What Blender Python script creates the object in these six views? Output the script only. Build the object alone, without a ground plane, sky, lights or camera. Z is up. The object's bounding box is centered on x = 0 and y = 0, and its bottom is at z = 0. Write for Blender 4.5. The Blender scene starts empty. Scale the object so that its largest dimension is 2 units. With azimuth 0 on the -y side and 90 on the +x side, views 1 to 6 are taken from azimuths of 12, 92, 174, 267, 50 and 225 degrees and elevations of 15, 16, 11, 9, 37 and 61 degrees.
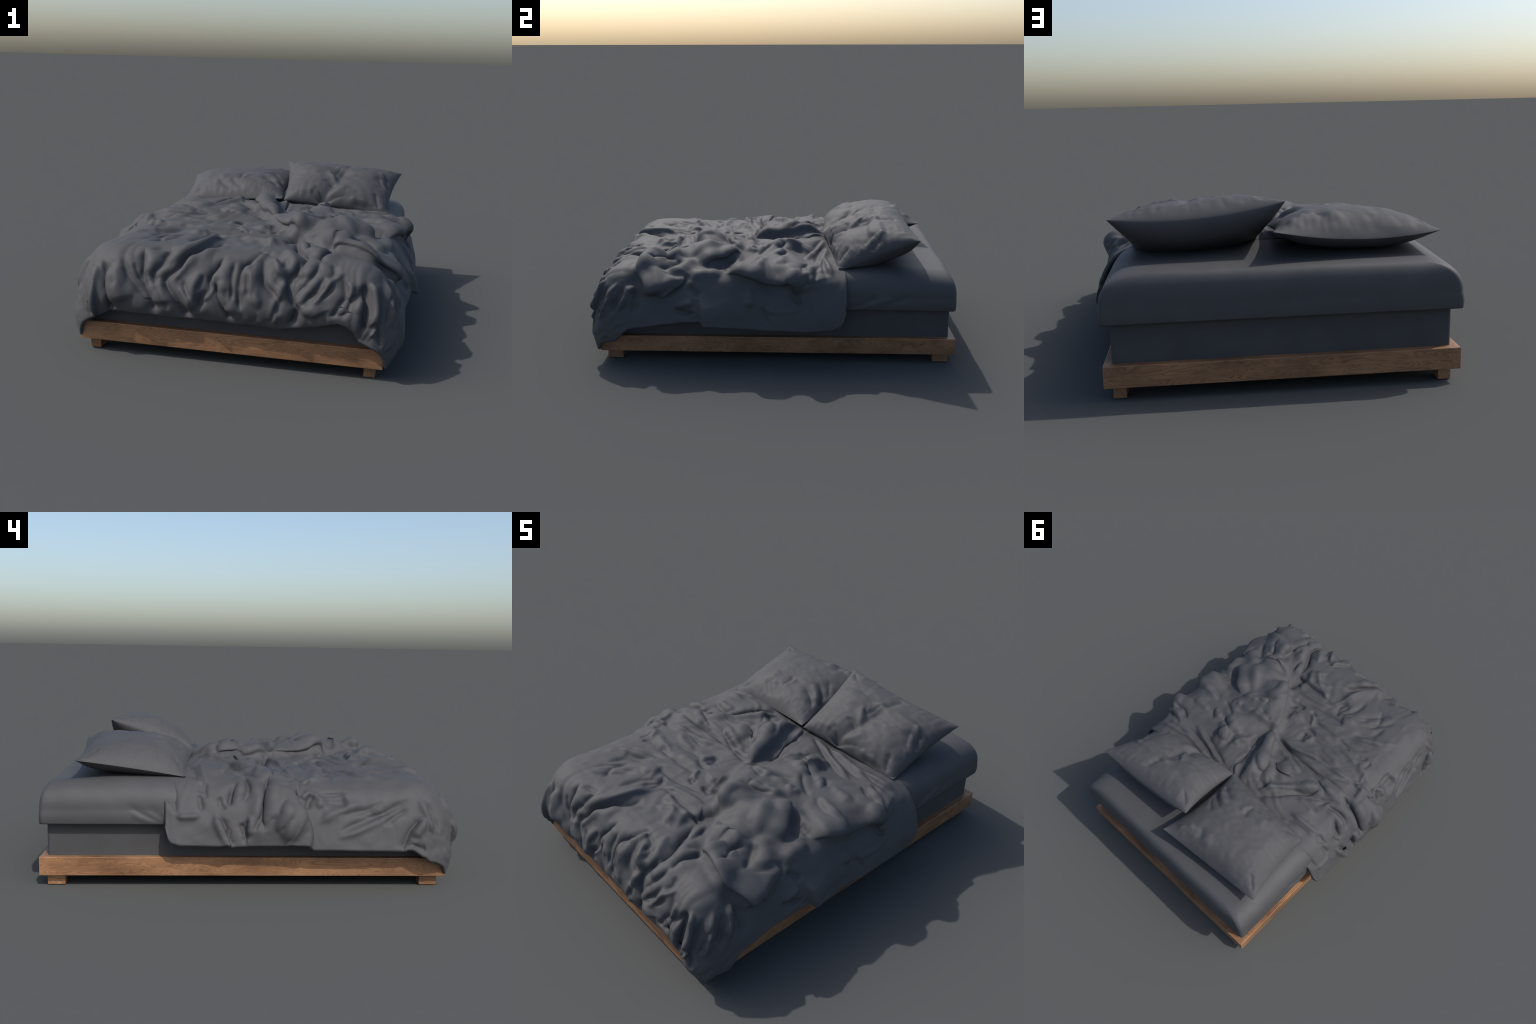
"""A low wooden platform bed with a dark grey mattress, a crumpled duvet and two pillows."""
import bpy, math
import numpy as np

# ------------------------------------------------------------------ helpers
def link(name, mesh, parent=None, mat=None):
    ob = bpy.data.objects.new(name, mesh)
    bpy.context.scene.collection.objects.link(ob)
    if parent is not None:
        ob.parent = parent
    if mat is not None and mesh is not None:
        mesh.materials.append(mat)
    return ob


def make_mesh(name, verts, faces, smooth=True):
    me = bpy.data.meshes.new(name)
    me.from_pydata([tuple(v) for v in np.asarray(verts).tolist()], [], faces)
    me.validate()
    me.update()
    if smooth:
        me.shade_smooth()
    return me


def grid_faces(nu, nv, flip=False, offset=0):
    i, j = np.meshgrid(np.arange(nu - 1), np.arange(nv - 1), indexing="ij")
    a = (i * nv + j + offset).ravel()
    q = np.stack([a, a + nv, a + nv + 1, a + 1], 1)
    if flip:
        q = q[:, ::-1]
    return q.tolist()


def noise2(x, y, seed=0):
    """Smooth gradient noise in numpy, about -0.7 .. 0.7."""
    rng = np.random.default_rng(seed)
    n = 64
    ang = rng.random((n, n)) * 2 * np.pi
    gx, gy = np.cos(ang), np.sin(ang)
    x0, y0 = np.floor(x).astype(int), np.floor(y).astype(int)
    fx, fy = x - x0, y - y0
    sx, sy = fx * fx * fx * (fx * (fx * 6 - 15) + 10), fy * fy * fy * (fy * (fy * 6 - 15) + 10)

    def dot(i, j):
        a, b = (x0 + i) % n, (y0 + j) % n
        return gx[a, b] * (fx - i) + gy[a, b] * (fy - j)
    top = dot(0, 0) * (1 - sx) + dot(1, 0) * sx
    bot = dot(0, 1) * (1 - sx) + dot(1, 1) * sx
    return top * (1 - sy) + bot * sy


def smooth01(x):
    x = np.clip(x, 0, 1)
    return x * x * (3 - 2 * x)


def spline(points, step):
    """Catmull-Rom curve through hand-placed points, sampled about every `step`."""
    p = np.array(points, float)
    if len(p) == 2:
        n = max(2, int(np.linalg.norm(p[1] - p[0]) / step))
        return p[0] + (p[1] - p[0]) * np.linspace(0, 1, n + 1)[:, None]
    q = np.vstack([2 * p[0] - p[1], p, 2 * p[-1] - p[-2]])
    out = []
    for k in range(len(p) - 1):
        a, b, c, d = q[k:k + 4]
        n = max(2, int(np.linalg.norm(c - b) / step))
        t = np.linspace(0, 1, n, endpoint=False)[:, None]
        out.append(0.5 * (2 * b + (c - a) * t + (2 * a - 5 * b + 4 * c - d) * t ** 2 + (3 * b - a - 3 * c + d) * t ** 3))
    return np.vstack(out + [p[-1:]])


class Cloth:
    """Height of folds over a flat sheet; each fold is a spine with its own width on either side."""

    def __init__(self, u, v, step=0.012, gain=1.0):
        self.gain = gain
        self.u, self.v, self.step = u, v, step
        self.h = np.zeros_like(u)
        self.su, self.sv = np.zeros_like(u), np.zeros_like(u)

    def field(self, pts, closed_ends=(True, True)):
        c = spline(pts, self.step)
        a, b = c[:-1], c[1:]
        best = np.full(self.u.shape, 1e9)
        sgn = np.ones_like(best)
        tt = np.zeros_like(best)
        lens = np.linalg.norm(b - a, axis=1)
        cum = np.concatenate([[0], np.cumsum(lens)])
        for k in range(len(a)):
            ab = b[k] - a[k]
            l2 = ab @ ab + 1e-12
            rx, ry = self.uu - a[k, 0], self.vv - a[k, 1]
            t = np.clip((rx * ab[0] + ry * ab[1]) / l2, 0, 1)
            dx, dy = rx - t * ab[0], ry - t * ab[1]
            d = dx * dx + dy * dy
            m = d < self.bb
            self.bb[m] = d[m]
            self.ss[m] = np.sign(ab[0] * dy - ab[1] * dx)[m]
            self.tt[m] = ((cum[k] + t * lens[k]) / cum[-1])[m]
            if hasattr(self, "nx") and self.nx.shape == m.shape:
                ln = math.sqrt(l2)
                self.nx[m], self.ny[m] = -ab[1] / ln, ab[0] / ln

    def layer(self, height, wl, wr, *pts, over=0.3, taper=0.15, ends="both"):
        """Edge of an upper layer of cloth: full height right at the spine on the wide side,
        falling to nothing within wr outside it, and leaning out over the layer below."""
        side = 1 if wl > wr else -1
        wide, lip = max(wl, wr), min(wl, wr)
        p = np.array(pts, float)
        reach = 3.0 * wide
        sel = ((self.u > p[:, 0].min() - reach) & (self.u < p[:, 0].max() + reach)
               & (self.v > p[:, 1].min() - reach) & (self.v < p[:, 1].max() + reach))
        self.uu, self.vv = self.u[sel], self.v[sel]
        self.bb = np.full(self.uu.shape, 1e9)
        self.ss, self.tt = np.ones_like(self.bb), np.zeros_like(self.bb)
        self.nx, self.ny = np.zeros_like(self.bb), np.zeros_like(self.bb)
        self.field(pts)
        d = np.sqrt(self.bb)
        inside = self.ss * side > 0
        env = np.ones_like(d)
        if ends in ("both", "start"):
            env *= smooth01(self.tt / taper)
        if ends in ("both", "end"):
            env *= smooth01((1 - self.tt) / taper)
        round_off = 1 - 0.45 * np.exp(-(d / 0.010) ** 1.5)
        prof = np.where(inside, round_off * np.exp(-(d / wide) ** 1.7), 0.55 * np.clip(1 - d / lip, 0, 1))
        self.h[sel] += height * env * prof
        lean = np.where(inside, np.exp(-(d / 0.022) ** 2), np.clip(1 - d / lip, 0, 1) * 0.8) * env * height * over
        self.su[sel] += -side * self.nx * lean
        self.sv[sel] += -side * self.ny * lean

    def fold(self, height, wl, wr, *pts, sharp=1.6, taper=0.3, ends="both"):
        p = np.array(pts, float)
        reach = 3.0 * max(wl, wr)
        sel = ((self.u > p[:, 0].min() - reach) & (self.u < p[:, 0].max() + reach)
               & (self.v > p[:, 1].min() - reach) & (self.v < p[:, 1].max() + reach))
        self.uu, self.vv = self.u[sel], self.v[sel]
        self.bb = np.full(self.uu.shape, 1e9)
        self.ss = np.ones_like(self.bb)
        self.tt = np.zeros_like(self.bb)
        self.field(pts)
        d = np.sqrt(self.bb)
        w = np.where(self.ss > 0, wl, wr)
        env = np.ones_like(d)
        if ends in ("both", "start"):
            env *= smooth01(self.tt / taper)
        if ends in ("both", "end"):
            env *= smooth01((1 - self.tt) / taper)
        w = w * (0.45 + 0.55 * env)
        x = d / w
        r = 0.3 if height > 0 else 0.12             # round crests, tight creases
        soft = np.sqrt(x * x + r * r) - r
        self.h[sel] += height * self.gain * env * np.exp(-soft ** (sharp if height > 0 else 0.8 * sharp))


# ------------------------------------------------------------------ the drape of the duvet
#DRAPE
SHEET_LEFT, SHEET_RIGHT, SHEET_FOOT, SHEET_HEAD = -0.55, 0.585, -0.767, 0.40
HANG = 0.46
TOP = 0.509
PROFILE = spline([(0, 0), (0.07, 0.014), (0.135, 0.052), (0.182, 0.118), (0.215, 0.196), (0.24, 0.28), (0.252, 0.35), (0.248, 0.43), (0.23, 0.50)], 0.004)
PROFILE_LEN = np.concatenate([[0], np.cumsum(np.linalg.norm(np.diff(PROFILE, axis=0), axis=1))])


def drape(u, v):
    edge = SHEET_RIGHT - 0.03 * smooth01((-0.35 - v) / 0.3)
    west = SHEET_LEFT + 0.012 * smooth01((-0.4 - v) / 0.3)
    du = np.where(u < west, u - west, np.where(u > edge, u - edge, 0.0))
    dv = np.where(v < SHEET_FOOT, v - SHEET_FOOT, 0.0)
    d = np.hypot(du, dv)
    nx, ny = du / np.maximum(d, 1e-9), dv / np.maximum(d, 1e-9)
    corner = (2 * nx * ny) ** 2
    left = np.interp(v, [-0.9, -0.75, -0.5, -0.28, -0.262, 0.1, 0.34, 0.375, 0.39, 0.4], [0.46, 0.415, 0.42, 0.42, 0.40, 0.405, 0.40, 0.39, 0.375, 0.34])
    right = np.interp(v, [-0.9, -0.75, -0.5, -0.372, -0.352, -0.1, 0.2, 0.33, 0.375, 0.39, 0.4], [0.45, 0.395, 0.37, 0.36, 0.385, 0.40, 0.41, 0.40, 0.38, 0.36, 0.33])
    foot = np.interp(u, [-0.62, -0.5, -0.2, 0.0, 0.25, 0.42, 0.52, 0.62, 0.68], [0.43, 0.405, 0.415, 0.415, 0.42, 0.39, 0.36, 0.395, 0.43])
    side = np.where(du < 0, left, right)
    hem = (side * nx * nx + foot * ny * ny) / HANG
    hem = hem * (1 - 0.06 * corner)
    s = d * (1 + (hem - 1) * np.clip(d / HANG, 0, 1.3) ** 2)
    lat = np.interp(s, PROFILE_LEN, PROFILE[:, 0])
    lat = lat - 0.05 * np.clip((s - 0.29) / 0.13, 0, 1.1) ** 2 * ny * ny * (1 - corner)
    lat = lat + np.where(du < 0, -0.012, 0.006) * corner * np.clip(s / 0.4, 0, 1)
    drop = np.interp(s, PROFILE_LEN, PROFILE[:, 1])
    x = np.clip(u, west, edge) + nx * lat
    y = np.maximum(v, SHEET_FOOT) + ny * lat
    return np.stack([x, y, TOP - drop], -1)
#END


def normals_of(p):
    du = np.gradient(p, axis=0)
    dv = np.gradient(p, axis=1)
    n = np.cross(du, dv)
    return n / np.maximum(np.linalg.norm(n, axis=-1, keepdims=True), 1e-12)


def blur(a, times=1):
    for _ in range(times):
        for ax in (0, 1):
            b = np.concatenate([a.take([0], ax), a, a.take([-1], ax)], ax)
            n = a.shape[ax]
            a = 0.25 * b.take(range(0, n), ax) + 0.5 * a + 0.25 * b.take(range(2, n + 2), ax)
    return a


def resample(a, nu, nv):
    """Bilinear-in-cubic resampling of a grid to nu x nv (smooth)."""
    def along(b, n, ax):
        m = b.shape[ax]
        t = np.linspace(0, m - 1, n)
        i = np.clip(np.floor(t).astype(int), 0, m - 2)
        f = t - i
        sh = [1] * b.ndim
        sh[ax] = n
        f = f.reshape(sh)
        g = [b.take(np.clip(i + k, 0, m - 1), ax) for k in (-1, 0, 1, 2)]
        return 0.5 * (2 * g[1] + (g[2] - g[0]) * f + (2 * g[0] - 5 * g[1] + 4 * g[2] - g[3]) * f ** 2 + (3 * g[1] - g[0] - 3 * g[2] + g[3]) * f ** 3)
    return along(along(a, nu, 0), nv, 1)


SPRINGS = ((1, 0, 1.0), (0, 1, 1.0), (1, 1, 0.45), (1, -1, 0.45), (3, 0, 0.22), (0, 3, 0.22))


def spring_lengths(p):
    out = []
    for di, dj, _ in SPRINGS:
        a, b = pair(p, di, dj)
        out.append(np.linalg.norm(b - a, axis=-1))
    return out


def pair(p, di, dj):
    nu, nv = p.shape[:2]
    if dj >= 0:
        return p[:nu - di, :nv - dj], p[di:, dj:]
    return p[:nu - di, -dj:], p[di:, :nv + dj]


def settle(p, rest, goal, hold, under, nrm, iters):
    """Let the modelled folds settle like cotton: springs keep the cloth's length, the goal keeps the fold where it is."""
    p = p.copy()
    for it in range(iters):
        for (di, dj, k), r in zip(SPRINGS, rest):
            for parity in (0, 1):
                a, b = pair(p, di, dj)
                ax = 0 if di else 1
                reach = max(di, dj)
                idx = np.arange(a.shape[ax]) // reach % 2 == parity
                sl = (idx,) if ax == 0 else (slice(None), idx)
                d = b[sl] - a[sl]
                ln = np.sqrt((d * d).sum(-1))
                e = ln - r[sl]
                c = d * (0.5 * k * np.where(e > 0, e, PUSH * e) / np.maximum(ln, 1e-9))[..., None]
                a[sl] += c
                b[sl] -= c
        p += (goal - p) * hold
        off = ((p - under) * nrm).sum(-1)
        p += nrm * np.maximum(-0.03 - off, 0)[..., None]
        if it % 3 == 0:
            p = p * 0.85 + blur(p, 1) * 0.15
    return p


# ------------------------------------------------------------------ materials
def new_mat(name):
    m = bpy.data.materials.new(name)
    m.use_nodes = True
    nt = m.node_tree
    return m, nt, nt.nodes["Principled BSDF"]


def node(nt, kind, **kw):
    n = nt.nodes.new(kind)
    for k, v in kw.items():
        if k in n.inputs:
            n.inputs[k].default_value = v
        else:
            setattr(n, k, v)
    return n


def fabric(name, colour, rough=0.72, sheen=0.0):
    m, nt, b = new_mat(name)
    tc = node(nt, "ShaderNodeTexCoord")
    blotch = node(nt, "ShaderNodeTexNoise", Scale=9.0, Detail=3.0)
    nt.links.new(tc.outputs["Object"], blotch.inputs["Vector"])
    weave = node(nt, "ShaderNodeTexNoise", Scale=420.0, Detail=1.0)
    nt.links.new(tc.outputs["Object"], weave.inputs["Vector"])
    ramp = node(nt, "ShaderNodeValToRGB")
    ramp.color_ramp.elements[0].position = 0.3
    ramp.color_ramp.elements[1].position = 0.7
    ramp.color_ramp.elements[0].color = (*[c * 0.93 for c in colour], 1)
    ramp.color_ramp.elements[1].color = (*[c * 1.07 for c in colour], 1)
    nt.links.new(blotch.outputs["Fac"], ramp.inputs["Fac"])
    nt.links.new(ramp.outputs["Color"], b.inputs["Base Color"])
    bump = node(nt, "ShaderNodeBump", Strength=0.05, Distance=0.0006)
    nt.links.new(weave.outputs["Fac"], bump.inputs["Height"])
    nt.links.new(bump.outputs["Normal"], b.inputs["Normal"])
    b.inputs["Roughness"].default_value = rough
    b.inputs["Specular IOR Level"].default_value = 0.42
    b.inputs["Sheen Weight"].default_value = sheen
    b.inputs["Sheen Roughness"].default_value = 0.5
    return m


def walnut(name, axis):
    """Brown timber; long, wavy, cathedral-shaped grain along `axis`."""
    m, nt, b = new_mat(name)
    tc = node(nt, "ShaderNodeTexCoord")
    stretch = node(nt, "ShaderNodeMapping")
    sc = [1.0, 1.0, 1.0]
    sc[axis] = 0.16
    stretch.inputs["Scale"].default_value = sc
    nt.links.new(tc.outputs["Object"], stretch.inputs["Vector"])
    warp = node(nt, "ShaderNodeTexNoise", Scale=16.0, Detail=2.0, Distortion=0.6)
    nt.links.new(stretch.outputs["Vector"], warp.inputs["Vector"])
    # contour lines of a smooth noise: the cathedral figure
    mul = node(nt, "ShaderNodeMath", operation="MULTIPLY")
    mul.inputs[1].default_value = 24.0
    nt.links.new(warp.outputs["Fac"], mul.inputs[0])
    frac = node(nt, "ShaderNodeMath", operation="FRACT")
    nt.links.new(mul.outputs[0], frac.inputs[0])
    line = node(nt, "ShaderNodeValToRGB")
    e = line.color_ramp.elements
    e[0].position, e[0].color = 0.0, (0.35, 0.35, 0.35, 1)
    e[1].position, e[1].color = 0.55, (1, 1, 1, 1)
    e2 = line.color_ramp.elements.new(0.97)
    e2.color = (0.8, 0.8, 0.8, 1)
    nt.links.new(frac.outputs[0], line.inputs["Fac"])
    patch_map = node(nt, "ShaderNodeMapping")
    sc2 = [1.0, 1.0, 1.0]
    sc2[axis] = 0.5
    patch_map.inputs["Scale"].default_value = sc2
    nt.links.new(tc.outputs["Object"], patch_map.inputs["Vector"])
    patch = node(nt, "ShaderNodeTexNoise", Scale=7.0, Detail=3.0, Roughness=0.6)
    nt.links.new(patch_map.outputs["Vector"], patch.inputs["Vector"])
    tone = node(nt, "ShaderNodeValToRGB")
    t = tone.color_ramp.elements
    t[0].position, t[0].color = 0.3, (*WOOD_DARK, 1)
    t[1].position, t[1].color = 0.68, (*WOOD_LIGHT, 1)
    nt.links.new(patch.outputs["Fac"], tone.inputs["Fac"])
    pore_map = node(nt, "ShaderNodeMapping")
    sc3 = [220.0, 220.0, 220.0]
    sc3[axis] = 9.0
    pore_map.inputs["Scale"].default_value = sc3
    nt.links.new(tc.outputs["Object"], pore_map.inputs["Vector"])
    pore = node(nt, "ShaderNodeTexNoise", Scale=1.0, Detail=2.0)
    nt.links.new(pore_map.outputs["Vector"], pore.inputs["Vector"])
    pr = node(nt, "ShaderNodeMapRange")
    pr.inputs["From Min"].default_value = 0.3
    pr.inputs["From Max"].default_value = 0.7
    pr.inputs["To Min"].default_value = 0.86
    pr.inputs["To Max"].default_value = 1.1
    nt.links.new(pore.outputs["Fac"], pr.inputs["Value"])
    mix = node(nt, "ShaderNodeMix", data_type="RGBA", blend_type="MULTIPLY")
    mix.inputs["Factor"].default_value = 0.62
    nt.links.new(tone.outputs["Color"], mix.inputs["A"])
    nt.links.new(line.outputs["Color"], mix.inputs["B"])
    mix2 = node(nt, "ShaderNodeVectorMath", operation="SCALE")
    nt.links.new(mix.outputs["Result"], mix2.inputs[0])
    nt.links.new(pr.outputs["Result"], mix2.inputs["Scale"])
    nt.links.new(mix2.outputs["Vector"], b.inputs["Base Color"])
    bump = node(nt, "ShaderNodeBump", Strength=0.12, Distance=0.0008)
    nt.links.new(pore.outputs["Fac"], bump.inputs["Height"])
    nt.links.new(bump.outputs["Normal"], b.inputs["Normal"])
    b.inputs["Roughness"].default_value = 0.5
    return m


WOOD_DARK, WOOD_LIGHT = (0.17, 0.083, 0.038), (0.35, 0.178, 0.085)
CLOTH = (0.056, 0.0555, 0.0585)
MAT_DUVET = fabric("duvet_cotton", CLOTH)
MAT_PILLOW = fabric("pillow_cotton", CLOTH)
MAT_SHEET = fabric("sheet_cotton", CLOTH, rough=0.65)
MAT_BASE = fabric("base_cotton", tuple(c * 0.95 for c in CLOTH), rough=0.75)  # same cloth, darkened slightly: baked shade put into the base's colour
WOOD_X = walnut("walnut_along_x", 0)
WOOD_Y = walnut("walnut_along_y", 1)


# ------------------------------------------------------------------ bed: frame, legs, base, mattress
def block(name, lo, hi, bevel, parent, mat, segments=2):
    lo, hi = np.array(lo), np.array(hi)
    v = [(x, y, z) for x in (lo[0], hi[0]) for y in (lo[1], hi[1]) for z in (lo[2], hi[2])]
    f = [(0, 1, 3, 2), (4, 6, 7, 5), (0, 4, 5, 1), (2, 3, 7, 6), (0, 2, 6, 4), (1, 5, 7, 3)]
    me = make_mesh(name, v, f, smooth=False)
    import bmesh
    bm = bmesh.new()
    bm.from_mesh(me)
    bmesh.ops.bevel(bm, geom=list(bm.edges), offset=bevel, segments=segments, profile=0.5, affect="EDGES")
    bmesh.ops.recalc_face_normals(bm, faces=bm.faces)
    bm.to_mesh(me)
    bm.free()
    return link(name, me, parent, mat)


FX0, FX1, FY0, FY1, FZ0, FZ1 = -0.697, 0.720, -0.927, 0.998, 0.052, 0.142
bed = bpy.data.objects.new("bed", None)
bpy.context.scene.collection.objects.link(bed)
bed["label"] = "low platform bed with walnut frame and dark grey mattress"
bed["category"] = "bed"

frame = bpy.data.objects.new("bed_frame", None)
bpy.context.scene.collection.objects.link(frame)
frame.parent = bed
RAIL = 0.05


def mitred_rail(a, b, inward, mat):
    """Rail whose ends are cut at 45 degrees; a, b are the outer corners."""
    a, b, w = np.array(a, float), np.array(b, float), np.array(inward, float) * RAIL
    along = (b - a) / np.linalg.norm(b - a)
    a, b = a + along * 0.0003, b - along * 0.0003
    foot = [a, b, b - along * RAIL + w, a + along * RAIL + w]
    v = [(*p, FZ0) for p in foot] + [(*p, FZ1) for p in foot]
    f = [(3, 2, 1, 0), (4, 5, 6, 7), (0, 1, 5, 4), (1, 2, 6, 5), (2, 3, 7, 6), (3, 0, 4, 7)]
    me = make_mesh("rail", v, f, smooth=False)
    import bmesh
    bm = bmesh.new()
    bm.from_mesh(me)
    bmesh.ops.recalc_face_normals(bm, faces=bm.faces)
    edges = [e for e in bm.edges if abs((e.verts[0].co - e.verts[1].co).normalized().dot((*along, 0))) > 0.99]
    bmesh.ops.bevel(bm, geom=edges, offset=0.003, segments=2, profile=0.5, affect="EDGES")
    bm.to_mesh(me)
    bm.free()
    link("rail", me, frame, mat)


mitred_rail((FX0, FY0), (FX1, FY0), (0, 1), WOOD_X)
mitred_rail((FX1, FY1), (FX0, FY1), (0, -1), WOOD_X)
mitred_rail((FX0, FY1), (FX0, FY0), (1, 0), WOOD_Y)
mitred_rail((FX1, FY0), (FX1, FY1), (-1, 0), WOOD_Y)
block("slat_panel", (FX0 + RAIL + 0.001, FY0 + RAIL + 0.001, FZ0 + 0.004), (FX1 - RAIL - 0.001, FY1 - RAIL - 0.001, FZ0 + 0.03), 0.001, frame, WOOD_Y)
for x0, x1 in ((-0.666, -0.614), (0.637, 0.689)):
    for y0, y1 in ((-0.896, -0.812), (0.884, 0.967)):
        block("leg", (x0, y0, 0.0), (x1, y1, FZ0 - 0.0005), 0.002, frame, WOOD_Y)


def padded(name, lo, hi, top_r, side_r, sag, parent, mat, n=0.009, wob=0.002, seed=1, tilt=0.0, back=1.0, crown=0.0, creases=None):
    """Upholstered box: rounded in plan (side_r) and over the top edge (top_r), gently uneven."""
    cx, cy = (lo[0] + hi[0]) / 2, (lo[1] + hi[1]) / 2
    hx, hy = (hi[0] - lo[0]) / 2, (hi[1] - lo[1]) / 2
    def outline(inset):
        r = side_r + 0.12 * max(inset, 0)
        ex, ey = hx - inset, hy - inset * back
        pts = []
        for (qx, qy, a0), (wx, wy) in zip(((1, 1, 0), (-1, 1, 90), (-1, -1, 180), (1, -1, 270)), ((-1, 0), (0, -1), (1, 0), (0, 1))):
            for k in range(13):
                t = math.radians(a0 + 90 * k / 12)
                pts.append((cx + qx * (ex - r) + r * math.cos(t), cy + qy * (ey - r) + r * math.sin(t)))
            run = 2 * (ex - r) if wx else 2 * (ey - r)
            full = 2 * hx if wx else 2 * hy
            cnt = int(full / n)
            for k in range(1, cnt):
                pts.append((pts[-1 if k == 1 else -k][0] + wx * run * k / cnt, pts[-1 if k == 1 else -k][1] + wy * run * k / cnt))
        return np.array(pts)
    cen = np.array([cx, cy])
    # side profile: (inset, z)
    prof = [(0.045, lo[2] + 0.012), (0.012, lo[2] + 0.002), (0.004, lo[2])]
    for z in np.linspace(lo[2] + 0.006, hi[2] - top_r[1], 22):
        t = (z - lo[2]) / (hi[2] - top_r[1] - lo[2])
        prof.append((0.004 - sag * math.sin(math.pi * t), z))
    for a in np.linspace(0, 90, 20)[1:]:
        r = math.radians(a)
        prof.append((0.004 + top_r[0] * (1 - math.cos(r) ** 0.82), hi[2] - top_r[1] * (1 - math.sin(r) ** 0.86)))
    rings = []
    for ins, z in prof:
        per = outline(ins)
        rings.append(np.column_stack([per, np.full(len(per), z)]))
    last = rings[-1][:, :2]
    for s in (0.93, 0.84, 0.72, 0.58, 0.42, 0.25, 0.1):
        rings.append(np.column_stack([cen + (last - cen) * s, np.full(len(per), hi[2] + 0.004 * (1 - s))]))
    v = np.vstack(rings)
    m = len(per)
    v[:, 2] -= tilt * smooth01((0.42 - v[:, 1]) / 0.25) * np.clip((v[:, 2] - lo[2]) / (hi[2] - lo[2]), 0, 1)
    v[:, 2] -= crown * smooth01((v[:, 1] - 0.6) / 0.4) * np.clip((v[:, 2] - lo[2]) / (hi[2] - lo[2]), 0, 1) ** 2
    hide = smooth01((0.36 - v[:, 1]) / 0.2) * (1 if tilt else 0)
    v[:, 0] -= 0.06 * hide * (v[:, 0] - cx) / hx
    w = noise2(v[:, 0] * 5 + v[:, 2] * 3 + 9, v[:, 1] * 5 - v[:, 2] * 4 + 7, seed)
    out = np.column_stack([(v[:, 0] - cx) / hx, (v[:, 1] - cy) / hy])
    v[:, 0] += wob * w * out[:, 0]
    v[:, 1] += wob * w * out[:, 1]
    v[:, 2] += wob * w * 0.6
    if creases:
        for sgn in (-1, 1):
            on = (v[:, 0] - cx) * sgn > hx * 0.8
            c = Cloth(v[on, 1], v[on, 2], step=0.02)
            creases(c.fold, sgn)
            v[on, 0] += sgn * c.h
    faces = []
    for k in range(len(rings) - 1):
        for i in range(m):
            j = (i + 1) % m
            faces.append((k * m + i, k * m + j, (k + 1) * m + j, (k + 1) * m + i))
    faces.append(tuple(range((len(rings) - 1) * m, len(rings) * m)))
    faces.append(tuple(range(m))[::-1])
    return link(name, make_mesh(name, v, faces), parent, mat)


def sheet_creases(fold, side):
    """Slack in the fitted sheet near the lower edge."""
    if side < 0:
        fold(-0.007, 0.016, 0.012, (0.60, 0.40), (0.53, 0.36), (0.43, 0.31))
        fold(0.006, 0.016, 0.016, (0.58, 0.37), (0.50, 0.33), (0.44, 0.305))
        fold(-0.004, 0.014, 0.014, (0.50, 0.39), (0.44, 0.35), (0.40, 0.32))
    else:
        fold(-0.006, 0.014, 0.014, (0.42, 0.31), (0.50, 0.34), (0.60, 0.385))
        fold(0.005, 0.016, 0.016, (0.45, 0.31), (0.55, 0.34), (0.68, 0.39))
        fold(-0.004, 0.014, 0.014, (0.60, 0.33), (0.70, 0.36), (0.80, 0.40))


padded("mattress_base", (-0.669, -0.895, FZ0 + 0.031), (0.692, 0.967, 0.315), (0.006, 0.006), 0.012, 0.0, bed, MAT_BASE, wob=0.003, seed=4)
padded("mattress", (-0.715, -0.86, 0.302), (0.730, 0.993, 0.510), (0.17, 0.14), 0.022, 0.004, bed, MAT_SHEET, wob=0.004, seed=7, tilt=0.07, back=0.36, crown=0.016, creases=sheet_creases)


# ------------------------------------------------------------------ duvet
SLACK, PUSH = 0.055, 0.25


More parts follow.
